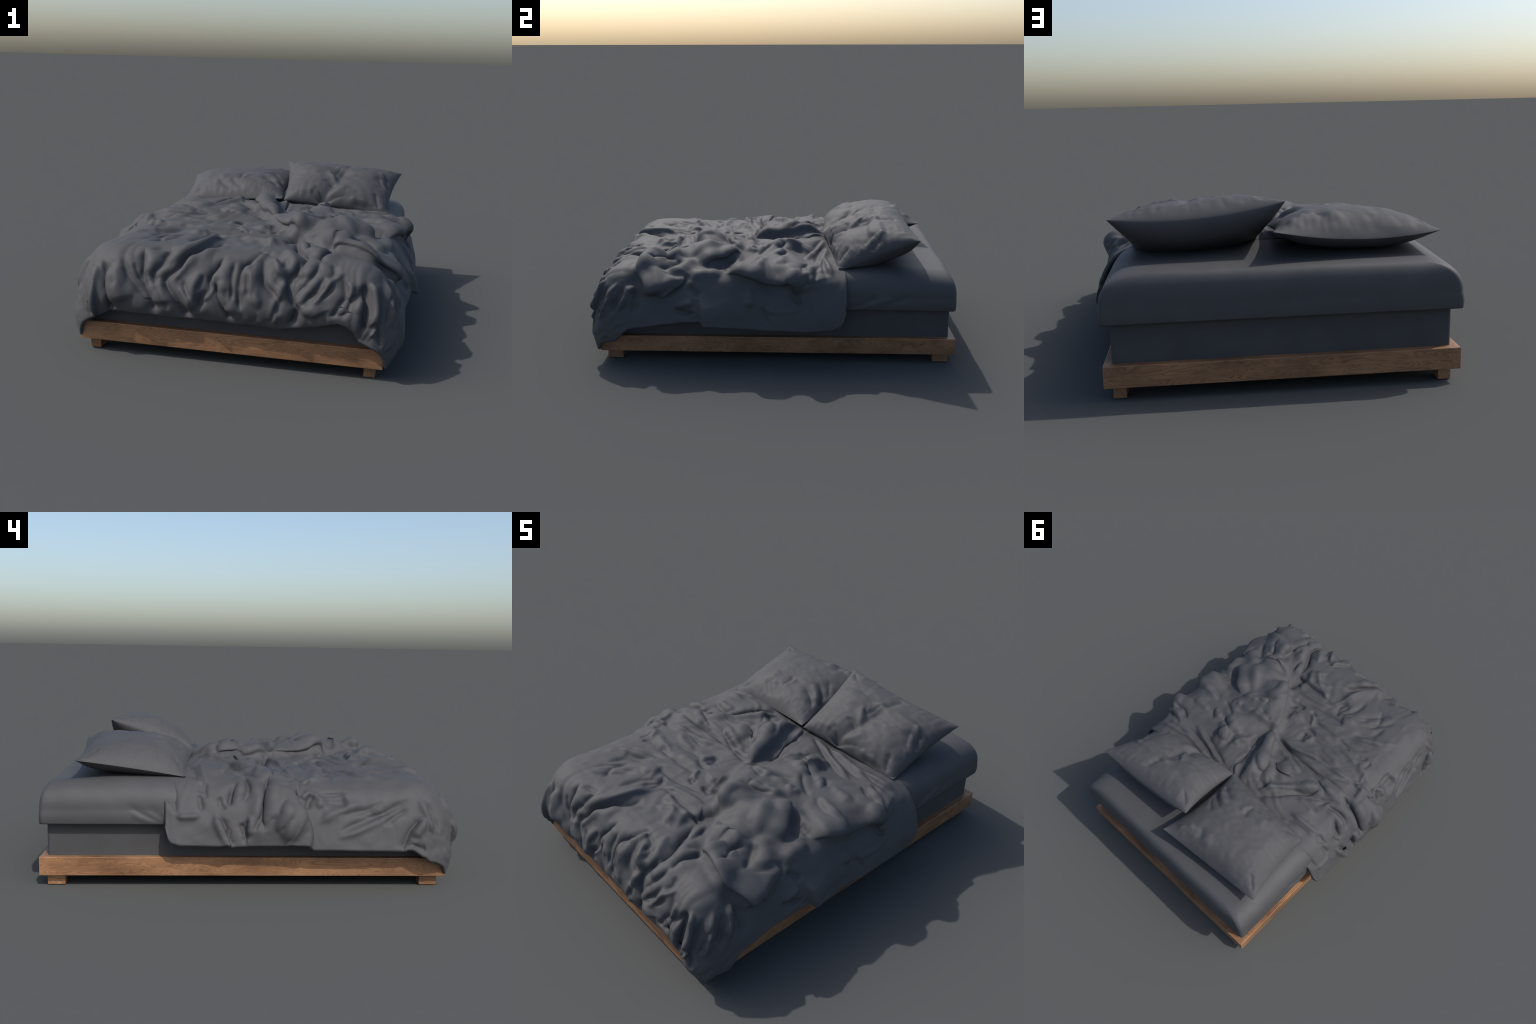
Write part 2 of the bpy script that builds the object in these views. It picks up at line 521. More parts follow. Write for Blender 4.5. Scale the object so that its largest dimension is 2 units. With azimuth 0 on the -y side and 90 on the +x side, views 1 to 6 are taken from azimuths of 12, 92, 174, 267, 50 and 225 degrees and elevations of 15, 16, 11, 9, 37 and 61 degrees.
def build_duvet():
    step = 0.0048
    us = np.arange(SHEET_LEFT - HANG, SHEET_RIGHT + HANG + step, step)
    vs = np.arange(SHEET_FOOT - HANG, SHEET_HEAD + step, step)
    u, v = np.meshgrid(us, vs, indexing="ij")
    c = Cloth(u, v, gain=1.35)
    fold = c.fold
    fold(0.035, 0.12, 0.15, (0.24, 0.16), (0.28, -0.05), (0.36, -0.3), (0.44, -0.5), taper=0.3, sharp=2.0)
    fold(0.040, 0.09, 0.10, (0.40, -0.28), (0.44, -0.40), (0.47, -0.52), taper=0.4, sharp=2.0)
    fold(0.016, 0.12, 0.12, (0.42, 0.2), (0.5, 0.0), (0.5, -0.15), sharp=2.0)
    fold(0.024, 0.10, 0.10, (-0.62, 0.26), (-0.3, 0.24), (0.0, 0.22), (0.3, 0.22), sharp=2.0, taper=0.15)
    fold(0.020, 0.10, 0.12, (-0.85, 0.05), (-0.85, -0.15), (-0.88, -0.24), sharp=2.0)
    fold(-0.012, 0.12, 0.12, (-0.62, 0.0), (-0.62, -0.3), (-0.58, -0.7), sharp=2.0)
    fold(-0.014, 0.10, 0.10, (0.62, -0.75), (0.72, -0.6), (0.74, -0.4), sharp=2.0)
    fold(0.030, 0.12, 0.025, (0.07, -0.095), (0.095, -0.205), (0.165, -0.33), (0.245, -0.42), (0.29, -0.47), taper=0.15)
    fold(0.030, 0.11, 0.025, (0.435, -0.68), (0.51, -0.685), (0.64, -0.715), (0.73, -0.67), (0.825, -0.625), taper=0.12)
    fold(0.020, 0.03, 0.08, (0.425, -0.165), (0.49, -0.22), (0.545, -0.29), (0.625, -0.39), taper=0.3)
    fold(0.020, 0.11, 0.03, (0.675, -0.245), (0.71, -0.145), (0.735, -0.035), (0.745, 0.055), (0.76, 0.125), (0.825, 0.145), taper=0.2)
    fold(-0.02, 0.03, 0.03, (0.505, -0.205), (0.6, -0.27), (0.655, -0.275))
    fold(0.014, 0.03, 0.03, (0.37, -0.23), (0.455, -0.34), (0.535, -0.45))
    fold(0.02, 0.04, 0.04, (0.53, -0.42), (0.63, -0.48), (0.705, -0.52))
    fold(-0.016, 0.022, 0.022, (0.545, -0.465), (0.62, -0.565), (0.645, -0.62))
    fold(-0.022, 0.016, 0.012, (0.55, -0.52), (0.52, -0.565), (0.555, -0.64), (0.56, -0.695))
    fold(0.012, 0.012, 0.012, (0.535, -0.565), (0.55, -0.62), (0.55, -0.66))
    fold(0.012, 0.02, 0.02, (0.435, -0.66), (0.48, -0.65), (0.46, -0.585))
    fold(0.048, 0.028, 0.034, (-0.02, 0.32), (-0.03, 0.18), (0.015, 0.04), (0.06, -0.08), (0.095, -0.14), taper=0.25, sharp=2.2)
    fold(-0.03, 0.018, 0.018, (0.06, 0.255), (0.065, 0.15), (0.1, 0.055), (0.125, -0.035), taper=0.25)
    fold(0.015, 0.02, 0.02, (-0.24, 0.245), (-0.15, 0.17), (-0.08, 0.14))
    fold(-0.014, 0.016, 0.014, (-0.155, 0.27), (-0.185, 0.2), (-0.135, 0.155))
    fold(-0.016, 0.012, 0.014, (-0.165, 0.12), (-0.12, 0.09), (-0.08, 0.035))
    fold(0.014, 0.03, 0.03, (-0.24, 0.145), (-0.175, 0.025), (-0.11, -0.015))
    fold(-0.016, 0.012, 0.010, (-0.255, -0.02), (-0.115, -0.075), (-0.015, -0.095), (0.07, -0.1))
    fold(0.010, 0.02, 0.02, (-0.265, 0.015), (-0.145, -0.04), (-0.035, -0.055))
    fold(0.014, 0.012, 0.014, (0.145, 0.04), (0.09, 0.115), (0.095, 0.235))
    fold(-0.012, 0.012, 0.012, (0.075, 0.12), (0.08, 0.18), (0.08, 0.235))
    fold(0.012, 0.016, 0.012, (0.145, 0.04), (0.18, 0.09), (0.205, 0.15))
    fold(0.016, 0.03, 0.02, (0.145, -0.025), (0.15, 0.05), (0.21, 0.09), (0.205, 0.19))
    fold(-0.012, 0.02, 0.016, (0.12, -0.14), (0.21, -0.16), (0.25, -0.165))
    fold(-0.020, 0.018, 0.014, (0.195, -0.325), (0.25, -0.265), (0.325, -0.23), (0.39, -0.195))
    fold(0.018, 0.02, 0.018, (0.23, -0.26), (0.24, -0.225), (0.33, -0.21), (0.42, -0.16))
    fold(0.016, 0.02, 0.02, (0.29, -0.455), (0.235, -0.375), (0.25, -0.315), (0.32, -0.275))
    fold(-0.015, 0.015, 0.015, (0.23, -0.26), (0.25, -0.215), (0.34, -0.205))
    fold(0.010, 0.015, 0.015, (0.36, -0.095), (0.41, -0.115), (0.43, -0.07))
    fold(-0.012, 0.014, 0.012, (0.335, 0.01), (0.41, -0.04), (0.49, -0.07))
    fold(-0.014, 0.018, 0.018, (0.265, 0.075), (0.35, 0.05), (0.4, 0.025))
    fold(0.014, 0.02, 0.02, (0.205, 0.06), (0.315, 0.035), (0.375, 0.005))
    fold(0.012, 0.025, 0.02, (0.22, 0.15), (0.31, 0.105), (0.385, 0.065))
    fold(-0.010, 0.014, 0.014, (0.425, 0.09), (0.465, 0.065), (0.48, 0.025))
    fold(0.010, 0.015, 0.015, (0.395, 0.055), (0.45, 0.045), (0.475, 0.005))
    fold(0.010, 0.02, 0.02, (0.5, 0.075), (0.59, 0.06), (0.65, 0.07))
    fold(-0.010, 0.02, 0.02, (0.5, -0.05), (0.605, -0.08), (0.685, -0.085))
    fold(0.010, 0.02, 0.02, (0.515, -0.025), (0.625, -0.06), (0.68, -0.065))
    fold(-0.009, 0.015, 0.015, (0.575, -0.215), (0.635, -0.23), (0.67, -0.23))
    fold(0.010, 0.02, 0.02, (0.46, -0.165), (0.56, -0.185), (0.665, -0.21))
    fold(-0.010, 0.02, 0.02, (0.25, -0.165), (0.3, -0.08), (0.38, -0.035))
    fold(0.012, 0.025, 0.02, (0.115, -0.145), (0.24, -0.12), (0.37, -0.105))
    fold(0.015, 0.03, 0.03, (0.685, 0.135), (0.745, 0.125), (0.74, 0.06))
    fold(-0.014, 0.010, 0.012, (0.1, 0.3), (0.265, 0.245), (0.38, 0.205), (0.48, 0.175))
    fold(0.014, 0.014, 0.014, (0.135, 0.31), (0.29, 0.25), (0.4, 0.21), (0.495, 0.185))
    fold(-0.010, 0.010, 0.010, (0.21, 0.305), (0.34, 0.27), (0.46, 0.25), (0.55, 0.24))
    fold(0.012, 0.014, 0.012, (0.215, 0.32), (0.35, 0.305), (0.48, 0.285), (0.585, 0.27))
    fold(-0.012, 0.012, 0.010, (0.565, 0.215), (0.64, 0.17), (0.73, 0.165))
    fold(-0.008, 0.012, 0.012, (0.655, 0.195), (0.72, 0.205), (0.78, 0.175))
    fold(0.010, 0.014, 0.014, (0.61, 0.205), (0.69, 0.195), (0.755, 0.175))
    fold(-0.034, 0.018, 0.026, (-0.245, -0.96), (-0.18, -0.88), (-0.12, -0.8), (-0.075, -0.73), (-0.07, -0.67), taper=0.25)
    fold(0.022, 0.035, 0.016, (-0.285, -0.94), (-0.195, -0.83), (-0.135, -0.715), (-0.08, -0.6), taper=0.25)
    fold(0.016, 0.015, 0.03, (-0.205, -0.95), (-0.145, -0.865), (-0.07, -0.77), (0.005, -0.71))
    fold(0.013, 0.014, 0.014, (-0.015, -0.595), (0.08, -0.58), (0.22, -0.59), taper=0.2)
    fold(-0.012, 0.014, 0.012, (0.005, -0.57), (0.11, -0.555), (0.21, -0.555))
    fold(-0.036, 0.03, 0.03, (0.26, -0.42), (0.25, -0.48), (0.235, -0.55), (0.205, -0.56))
    fold(-0.020, 0.012, 0.014, (-0.595, -0.095), (-0.435, -0.1), (-0.33, -0.085), (-0.2, -0.085), (-0.11, -0.08), (-0, -0.085), taper=0.15)
    fold(0.014, 0.012, 0.016, (-0.535, -0.215), (-0.46, -0.175), (-0.345, -0.165), (-0.245, -0.15), (-0.12, -0.115), (0.025, -0.125), taper=0.15)
    fold(-0.010, 0.010, 0.010, (-0.44, -0.185), (-0.325, -0.18), (-0.22, -0.2))
    fold(0.010, 0.012, 0.012, (-0.54, -0.025), (-0.43, -0.04), (-0.31, -0.055))
    fold(-0.012, 0.010, 0.010, (-0.5, -0.015), (-0.4, -0.035), (-0.32, -0.045))
    fold(-0.014, 0.010, 0.012, (-0.585, -0.29), (-0.605, -0.245), (-0.58, -0.21), (-0.525, -0.2))
    fold(0.012, 0.016, 0.012, (-0.625, -0.22), (-0.645, -0.14), (-0.645, -0.105))
    fold(0.010, 0.02, 0.02, (-0.605, -0.31), (-0.535, -0.305), (-0.505, -0.35))
    fold(-0.008, 0.012, 0.012, (-0.55, -0.4), (-0.545, -0.35), (-0.535, -0.305))
    fold(-0.008, 0.010, 0.012, (-0.515, -0.405), (-0.49, -0.37), (-0.435, -0.365))
    fold(-0.009, 0.012, 0.012, (-0.545, -0.52), (-0.455, -0.475), (-0.355, -0.43), (-0.265, -0.405))
    fold(0.008, 0.014, 0.012, (-0.53, -0.54), (-0.435, -0.505), (-0.335, -0.46))
    fold(-0.007, 0.012, 0.012, (-0.47, -0.545), (-0.4, -0.51), (-0.355, -0.49))
    fold(-0.008, 0.016, 0.014, (-0.48, -0.74), (-0.435, -0.67), (-0.375, -0.6), (-0.315, -0.55))
    fold(0.007, 0.014, 0.014, (-0.46, -0.745), (-0.39, -0.675), (-0.3, -0.565))
    fold(-0.010, 0.012, 0.014, (-0.445, -0.755), (-0.385, -0.72), (-0.335, -0.66), (-0.26, -0.59))
    fold(0.014, 0.03, 0.03, (-0.25, -0.57), (-0.24, -0.525), (-0.185, -0.495))
    fold(-0.014, 0.010, 0.014, (-0.16, -0.49), (-0.12, -0.545), (-0.125, -0.605), (-0.17, -0.625))
    fold(-0.010, 0.012, 0.012, (-0.26, -0.48), (-0.14, -0.475), (-0.02, -0.45), (0.12, -0.42))
    fold(0.010, 0.016, 0.014, (-0.265, -0.465), (-0.185, -0.42), (-0.09, -0.385), (-0.065, -0.36))
    fold(-0.010, 0.012, 0.012, (-0.27, -0.375), (-0.155, -0.365), (-0.05, -0.355))
    fold(0.009, 0.012, 0.012, (-0.1, -0.54), (0.03, -0.5), (0.195, -0.475))
    fold(-0.008, 0.012, 0.012, (-0.06, -0.55), (0.06, -0.55), (0.125, -0.54))
    fold(0.010, 0.010, 0.010, (-0.08, -0.32), (-0.055, -0.37), (-0.015, -0.41))
    fold(-0.012, 0.010, 0.010, (-0.055, -0.4), (-0.015, -0.415), (-0.015, -0.39))
    fold(0.016, 0.035, 0.03, (0.025, -0.36), (0.05, -0.305), (0.1, -0.285))
    fold(-0.016, 0.012, 0.016, (0.035, -0.39), (0.105, -0.395), (0.125, -0.335))
    fold(-0.014, 0.012, 0.018, (-0.1, -0.2), (-0.085, -0.23), (-0.09, -0.27))
    fold(0.010, 0.02, 0.02, (-0.17, -0.255), (-0.13, -0.235), (-0.13, -0.19))
    fold(-0.010, 0.014, 0.014, (-0.4, -0.35), (-0.325, -0.37), (-0.26, -0.37))
    fold(0.010, 0.02, 0.018, (-0.505, -0.3), (-0.405, -0.33), (-0.315, -0.335))
    fold(-0.008, 0.014, 0.014, (-0.365, -0.285), (-0.25, -0.26), (-0.12, -0.255))
    fold(0.008, 0.02, 0.02, (-0.26, -0.33), (-0.14, -0.315), (-0.075, -0.31))
    fold(0.010, 0.014, 0.012, (-0.55, 0.15), (-0.44, 0.135), (-0.365, 0.145))
    fold(-0.010, 0.012, 0.012, (-0.54, 0.125), (-0.445, 0.11), (-0.38, 0.12))
    fold(-0.010, 0.014, 0.014, (-0.61, -0.03), (-0.54, 0.015), (-0.5, 0.095))
    fold(-0.010, 0.014, 0.014, (-0.445, -0), (-0.4, 0.075), (-0.28, 0.135))
    fold(0.010, 0.02, 0.02, (-0.495, -0.005), (-0.4, 0.035), (-0.33, 0.09))
    fold(-0.010, 0.010, 0.010, (-0.26, -0.025), (-0.165, -0.055), (-0.055, -0.06))
    fold(0.012, 0.016, 0.014, (-0.28, 0.01), (-0.185, -0.025), (-0.1, -0.03))
    fold(0.008, 0.014, 0.014, (0.115, -0.415), (0.165, -0.395), (0.185, -0.36))
    fold(0.008, 0.014, 0.014, (0.155, -0.595), (0.085, -0.625), (0.015, -0.66))
    fold(-0.010, 0.016, 0.014, (-0.365, -0.87), (-0.355, -0.84), (-0.275, -0.83), (-0.29, -0.915))
    fold(-0.014, 0.014, 0.014, (-0.295, -0.915), (-0.29, -0.87), (-0.27, -0.835))
    fold(-0.045, 0.022, 0.026, (0.26, -0.585), (0.33, -0.725), (0.36, -0.79), (0.355, -0.865), (0.34, -0.94), (0.325, -1.03), (0.325, -1.105), taper=0.2, sharp=1.8)
    fold(-0.02, 0.012, 0.02, (0.275, -0.575), (0.21, -0.56), (0.19, -0.565))
    fold(0.022, 0.03, 0.03, (0.13, -0.695), (0.17, -0.645), (0.23, -0.61))
    fold(0.016, 0.02, 0.02, (0.24, -0.735), (0.28, -0.81), (0.31, -0.87), (0.295, -0.935))
    fold(-0.018, 0.014, 0.014, (0.155, -0.775), (0.125, -0.84), (0.095, -0.895), (0.105, -0.92))
    fold(0.012, 0.014, 0.014, (0.16, -0.78), (0.135, -0.86), (0.115, -0.9))
    fold(0.012, 0.014, 0.012, (0.195, -0.83), (0.235, -0.885), (0.23, -0.965))
    fold(-0.012, 0.012, 0.014, (0.12, -0.785), (0.225, -0.825), (0.235, -0.905))
    fold(-0.012, 0.010, 0.012, (0.255, -0.82), (0.265, -0.865), (0.27, -0.905))
    fold(0.018, 0.016, 0.03, (0.43, -0.685), (0.375, -0.71), (0.38, -0.775), (0.365, -0.845), (0.355, -0.93))
    fold(-0.022, 0.014, 0.016, (0.465, -0.68), (0.445, -0.745), (0.42, -0.8), (0.43, -0.855), taper=0.25)
    fold(0.016, 0.018, 0.012, (0.435, -0.685), (0.41, -0.745), (0.405, -0.815))
    fold(0.012, 0.014, 0.014, (0.39, -0.865), (0.375, -0.93), (0.345, -1))
    fold(-0.010, 0.012, 0.012, (0.47, -0.845), (0.485, -0.9), (0.46, -0.94))
    fold(-0.012, 0.010, 0.012, (0.46, -0.97), (0.43, -1.005), (0.375, -1.05))
    fold(0.010, 0.010, 0.010, (0.535, -0.89), (0.485, -0.95), (0.45, -1.02))
    fold(-0.010, 0.012, 0.012, (0.405, -0.995), (0.42, -1.04), (0.35, -1.09))
    fold(0.010, 0.014, 0.014, (0.3, -0.555), (0.315, -0.635), (0.34, -0.725))
    fold(-0.010, 0.012, 0.012, (0.325, -0.575), (0.34, -0.655), (0.345, -0.69))
    fold(-0.024, 0.014, 0.018, (-0.605, -0.925), (-0.575, -0.98), (-0.56, -1.055), (-0.54, -1.125), (-0.53, -1.21), taper=0.25, ends="start")
    fold(-0.014, 0.018, 0.018, (-0.495, -0.905), (-0.465, -0.975), (-0.42, -1.035), (-0.38, -1.085), (-0.34, -1.155), taper=0.3)
    fold(-0.026, 0.014, 0.020, (-0.4, -0.84), (-0.38, -0.935), (-0.38, -1.005), (-0.345, -1.08), (-0.315, -1.175), taper=0.2, ends="start")
    fold(-0.020, 0.014, 0.016, (-0.275, -0.855), (-0.295, -0.92), (-0.33, -0.98), (-0.31, -1.035), (-0.28, -1.1), (-0.245, -1.19), taper=0.2)
    fold(-0.024, 0.016, 0.016, (-0.18, -0.88), (-0.215, -0.945), (-0.265, -0.99), (-0.265, -1.03), (-0.22, -1.1), (-0.165, -1.2), taper=0.25, ends="start")
    fold(-0.026, 0.014, 0.016, (-0.01, -0.85), (-0.03, -0.92), (-0.055, -0.98), (-0.055, -1.04), (-0.09, -1.09), (-0.105, -1.175), taper=0.2)
    fold(-0.024, 0.014, 0.014, (-0.015, -0.94), (-0.03, -0.995), (-0.015, -1.06), (0.01, -1.125), (0.035, -1.185), taper=0.2, ends="start")
    fold(-0.014, 0.012, 0.014, (0.04, -0.875), (0.035, -0.96), (0.04, -1.02), (0.045, -1.115), taper=0.25)
    fold(-0.022, 0.014, 0.014, (0.13, -0.84), (0.09, -0.9), (0.08, -0.94), (0.075, -1), (0.075, -1.06), (0.09, -1.145), taper=0.2)
    fold(-0.018, 0.014, 0.016, (0.16, -0.84), (0.175, -0.925), (0.19, -0.99), (0.25, -1.06), (0.23, -1.17), taper=0.2, ends="start")
    fold(-0.030, 0.014, 0.018, (0.33, -0.835), (0.33, -0.9), (0.305, -0.95), (0.305, -1), (0.325, -1.06), (0.34, -1.11), (0.325, -1.185), taper=0.15, ends="start")
    fold(-0.016, 0.014, 0.014, (0.42, -0.84), (0.405, -0.905), (0.365, -0.985), (0.335, -1.015), taper=0.25)
    fold(-0.012, 0.012, 0.012, (0.45, -0.925), (0.425, -0.98), (0.385, -1.035), (0.36, -1.09), taper=0.25)
    fold(-0.010, 0.014, 0.014, (0.525, -0.92), (0.545, -1.015), (0.525, -1.07), (0.5, -1.145), taper=0.25, ends="start")
    fold(-0.010, 0.014, 0.014, (0.62, -0.935), (0.62, -0.995), (0.58, -1.03), (0.56, -1.1), (0.535, -1.145), taper=0.2, ends="start")
    fold(-0.026, 0.018, 0.02, (0.63, -0.925), (0.665, -1.015), (0.69, -1.13), taper=0.2, ends="start")
    fold(-0.014, 0.02, 0.016, (0.715, -0.875), (0.76, -1.01), (0.795, -1.11), (0.885, -1.2), taper=0.25)
    fold(0.016, 0.018, 0.018, (-0.63, -0.93), (-0.64, -1.02), (-0.655, -1.115), (-0.705, -1.22), taper=0.25, ends="start")
    fold(0.016, 0.03, 0.03, (-0.54, -0.945), (-0.495, -1.025), (-0.47, -1.17), taper=0.25)
    fold(0.016, 0.016, 0.016, (-0.31, -1), (-0.29, -1.07), (-0.26, -1.16), taper=0.25)
    fold(0.016, 0.012, 0.014, (-0.135, -0.87), (-0.16, -0.895), (-0.195, -0.95), (-0.23, -1.02), taper=0.25)
    fold(0.018, 0.011, 0.011, (-0.02, -0.945), (-0.05, -1.035), (-0.085, -1.11), taper=0.2)
    fold(0.014, 0.014, 0.014, (0.115, -0.885), (0.1, -0.925), (0.09, -0.99), (0.09, -1.07), taper=0.25)
    fold(0.014, 0.02, 0.02, (-0.115, -0.95), (-0.13, -1.015), (-0.14, -1.105), (-0.145, -1.18), taper=0.25)
    fold(0.014, 0.016, 0.016, (0.195, -0.835), (0.24, -0.91), (0.285, -0.95), taper=0.3)
    fold(0.018, 0.018, 0.018, (0.285, -0.955), (0.255, -1.045), (0.235, -1.165), taper=0.2, ends="start")
    fold(0.014, 0.02, 0.02, (0.135, -0.885), (0.14, -0.955), (0.145, -1.025), (0.17, -1.125), taper=0.25)
    fold(0.012, 0.012, 0.012, (0.48, -0.915), (0.46, -0.985), (0.425, -1.045), (0.39, -1.085), taper=0.25)
    fold(0.014, 0.012, 0.012, (0.555, -0.94), (0.57, -0.985), (0.56, -1.05), taper=0.3)
    fold(0.022, 0.014, 0.014, (0.655, -0.905), (0.715, -1), (0.735, -1.06), (0.73, -1.125), taper=0.2)
    fold(0.014, 0.010, 0.010, (0.77, -1.09), (0.77, -1.135), (0.755, -1.175), taper=0.3)
    fold(0.016, 0.03, 0.03, (0.355, -1.135), (0.405, -1.11), (0.44, -1.155), taper=0.3)
    fold(-0.026, 0.014, 0.014, (-0.555, -0.075), (-0.66, -0.07), (-0.8, -0.05), (-0.85, -0.035), (-0.935, -0), taper=0.2)
    fold(0.014, 0.02, 0.02, (-0.58, -0.1), (-0.71, -0.095), (-0.81, -0.075))
    fold(-0.018, 0.010, 0.012, (-0.85, 0.03), (-0.905, 0.025), (-0.965, 0.03), taper=0.2, ends="start")
    fold(-0.018, 0.010, 0.010, (-0.865, 0.06), (-0.91, 0.045), (-0.95, 0.035))
    fold(0.016, 0.012, 0.012, (-0.825, 0.02), (-0.885, 0.01), (-0.955, 0.015))
    fold(-0.020, 0.016, 0.012, (-0.83, 0.155), (-0.91, 0.13), (-0.99, 0.11), ends="start")
    fold(0.014, 0.012, 0.012, (-0.815, 0.18), (-0.905, 0.155), (-1, 0.115), ends="start")
    fold(-0.014, 0.012, 0.014, (-0.68, 0.09), (-0.74, 0.105), (-0.785, 0.115))
    fold(-0.012, 0.014, 0.012, (-0.72, 0.16), (-0.77, 0.15), (-0.805, 0.125))
    fold(-0.014, 0.014, 0.014, (-0.525, 0.04), (-0.655, 0.02), (-0.735, 0.035), (-0.775, 0.075))
    fold(0.012, 0.02, 0.02, (-0.555, 0.065), (-0.67, 0.055), (-0.745, 0.085))
    fold(-0.010, 0.010, 0.010, (-0.705, 0.25), (-0.755, 0.245), (-0.815, 0.235))
    fold(-0.010, 0.010, 0.010, (-0.66, 0.37), (-0.76, 0.365), (-0.835, 0.36))
    fold(-0.009, 0.010, 0.010, (-0.63, 0.22), (-0.705, 0.225), (-0.745, 0.21))
    fold(0.012, 0.016, 0.014, (-0.84, 0.365), (-0.84, 0.295), (-0.83, 0.235))
    fold(0.016, 0.014, 0.014, (-0.605, -0.21), (-0.68, -0.205), (-0.73, -0.21))
    fold(-0.014, 0.010, 0.010, (-0.745, -0.205), (-0.785, -0.22), (-0.825, -0.24))
    fold(0.016, 0.010, 0.014, (-0.685, -0.28), (-0.715, -0.25), (-0.745, -0.225))
    fold(-0.018, 0.012, 0.014, (-0.705, -0.285), (-0.75, -0.26), (-0.805, -0.25))
    fold(0.012, 0.016, 0.014, (-0.765, -0.16), (-0.835, -0.15), (-0.93, -0.1))
    fold(-0.010, 0.012, 0.012, (-0.825, -0.115), (-0.89, -0.07), (-0.92, -0.035))
    fold(-0.010, 0.012, 0.012, (-0.82, -0.175), (-0.88, -0.145), (-0.93, -0.125))
    fold(-0.014, 0.016, 0.02, (-0.915, -0.39), (-0.865, -0.48), (-0.805, -0.61), (-0.725, -0.715), taper=0.25)
    fold(0.010, 0.016, 0.016, (-0.955, -0.375), (-0.91, -0.475), (-0.84, -0.59), (-0.74, -0.725))
    fold(-0.010, 0.012, 0.014, (-0.875, -0.6), (-0.82, -0.665), (-0.77, -0.74))
    fold(-0.008, 0.02, 0.02, (-0.825, -0.38), (-0.81, -0.475), (-0.78, -0.59))
    fold(-0.016, 0.03, 0.03, (-0.74, -0.33), (-0.75, -0.395), (-0.745, -0.455))
    fold(-0.020, 0.016, 0.018, (-0.98, -0.715), (-0.9, -0.74), (-0.815, -0.81), ends="end")
    fold(0.014, 0.016, 0.016, (-0.94, -0.75), (-0.875, -0.79), (-0.82, -0.835))
    fold(-0.012, 0.02, 0.025, (-0.96, -0.745), (-0.985, -0.77), (-0.975, -0.86))
    fold(-0.010, 0.02, 0.02, (-0.715, -0.835), (-0.78, -0.885), (-0.855, -0.975))
    fold(0.012, 0.02, 0.02, (-0.715, -0.78), (-0.805, -0.84), (-0.89, -0.9))
    fold(0.012, 0.016, 0.014, (-0.69, -0.275), (-0.74, -0.315), (-0.795, -0.3))
    fold(-0.010, 0.016, 0.016, (-0.14, -0.525), (-0.21, -0.61), (-0.235, -0.73))
    fold(0.010, 0.016, 0.016, (-0.05, -0.53), (0.15, -0.655), (0.12, -0.74))
    fold(-0.008, 0.012, 0.012, (-0.37, -0.57), (-0.395, -0.655), (-0.345, -0.75))
    fold(0.016, 0.02, 0.02, (0.72, -0.825), (0.81, -0.92), (0.885, -1.03))
    fold(-0.014, 0.02, 0.016, (0.745, -0.775), (0.815, -0.84), (0.89, -0.905))
    fold(0.012, 0.02, 0.02, (0.725, -0.725), (0.805, -0.765), (0.905, -0.83))
    fold(-0.012, 0.02, 0.02, (0.74, -0.715), (0.85, -0.715), (0.95, -0.74))
    fold(0.012, 0.02, 0.02, (0.9, -0.51), (0.885, -0.44), (0.89, -0.395))
    fold(-0.014, 0.016, 0.016, (0.91, -0.5), (0.95, -0.455), (0.965, -0.385))
    fold(0.016, 0.03, 0.03, (0.73, -0.425), (0.69, -0.365), (0.685, -0.255))
    fold(-0.014, 0.02, 0.02, (0.755, -0.44), (0.805, -0.395), (0.85, -0.375))
    fold(-0.012, 0.012, 0.012, (0.585, 0.21), (0.66, 0.19), (0.73, 0.175))
    fold(0.012, 0.012, 0.012, (0.59, 0.235), (0.68, 0.215), (0.78, 0.215))
    fold(-0.010, 0.012, 0.012, (0.58, 0.265), (0.68, 0.245), (0.755, 0.24))
    fold(0.012, 0.012, 0.012, (0.455, 0.295), (0.62, 0.315), (0.705, 0.34))
    fold(-0.010, 0.012, 0.012, (0.455, 0.29), (0.64, 0.29), (0.725, 0.315))
    fold(0.014, 0.014, 0.014, (0.515, 0.19), (0.31, 0.255), (0.165, 0.31))
    fold(-0.014, 0.014, 0.014, (0.465, 0.195), (0.33, 0.235), (0.165, 0.305))
    fold(0.006, 0.02, 0.016, (0.895, -0.045), (0.915, 0.03), (0.9, 0.135), (0.855, 0.195))
    fold(-0.007, 0.014, 0.014, (0.875, -0.05), (0.935, -0.03), (1.015, -0))
    fold(-0.005, 0.02, 0.02, (0.875, -0), (0.9, 0.07), (0.875, 0.16))
    fold(-0.014, 0.014, 0.014, (0.785, 0.12), (0.84, 0.14), (0.865, 0.18))
    fold(0.012, 0.02, 0.02, (0.77, -0.11), (0.835, -0.105), (0.905, -0.1))
    fold(-0.022, 0.016, 0.014, (-0.075, 0.045), (-0.165, 0.08), (-0.265, 0.07), taper=0.25)
    fold(0.018, 0.02, 0.02, (-0.02, 0.03), (-0.09, 0.08), (-0.165, 0.15))
    fold(-0.016, 0.012, 0.012, (0.015, 0.06), (-0.015, 0.14), (-0.065, 0.185), (-0.1, 0.13))
    fold(0.022, 0.022, 0.012, (-0.16, 0.29), (-0.23, 0.19), (-0.335, 0.09), (-0.43, -0.025), taper=0.2)
    fold(-0.016, 0.010, 0.012, (-0.175, 0.315), (-0.275, 0.24), (-0.355, 0.135), (-0.42, 0.065), (-0.455, -0.02), taper=0.2)
    fold(-0.014, 0.014, 0.014, (-0.295, -0.075), (-0.375, -0.06), (-0.445, -0.055))
    fold(-0.012, 0.02, 0.02, (-0.23, -0.18), (-0.37, -0.17), (-0.47, -0.18))
    fold(-0.024, 0.012, 0.014, (-0.605, -0.1), (-0.71, -0.08), (-0.83, -0.06), (-0.94, -0.04), taper=0.25)
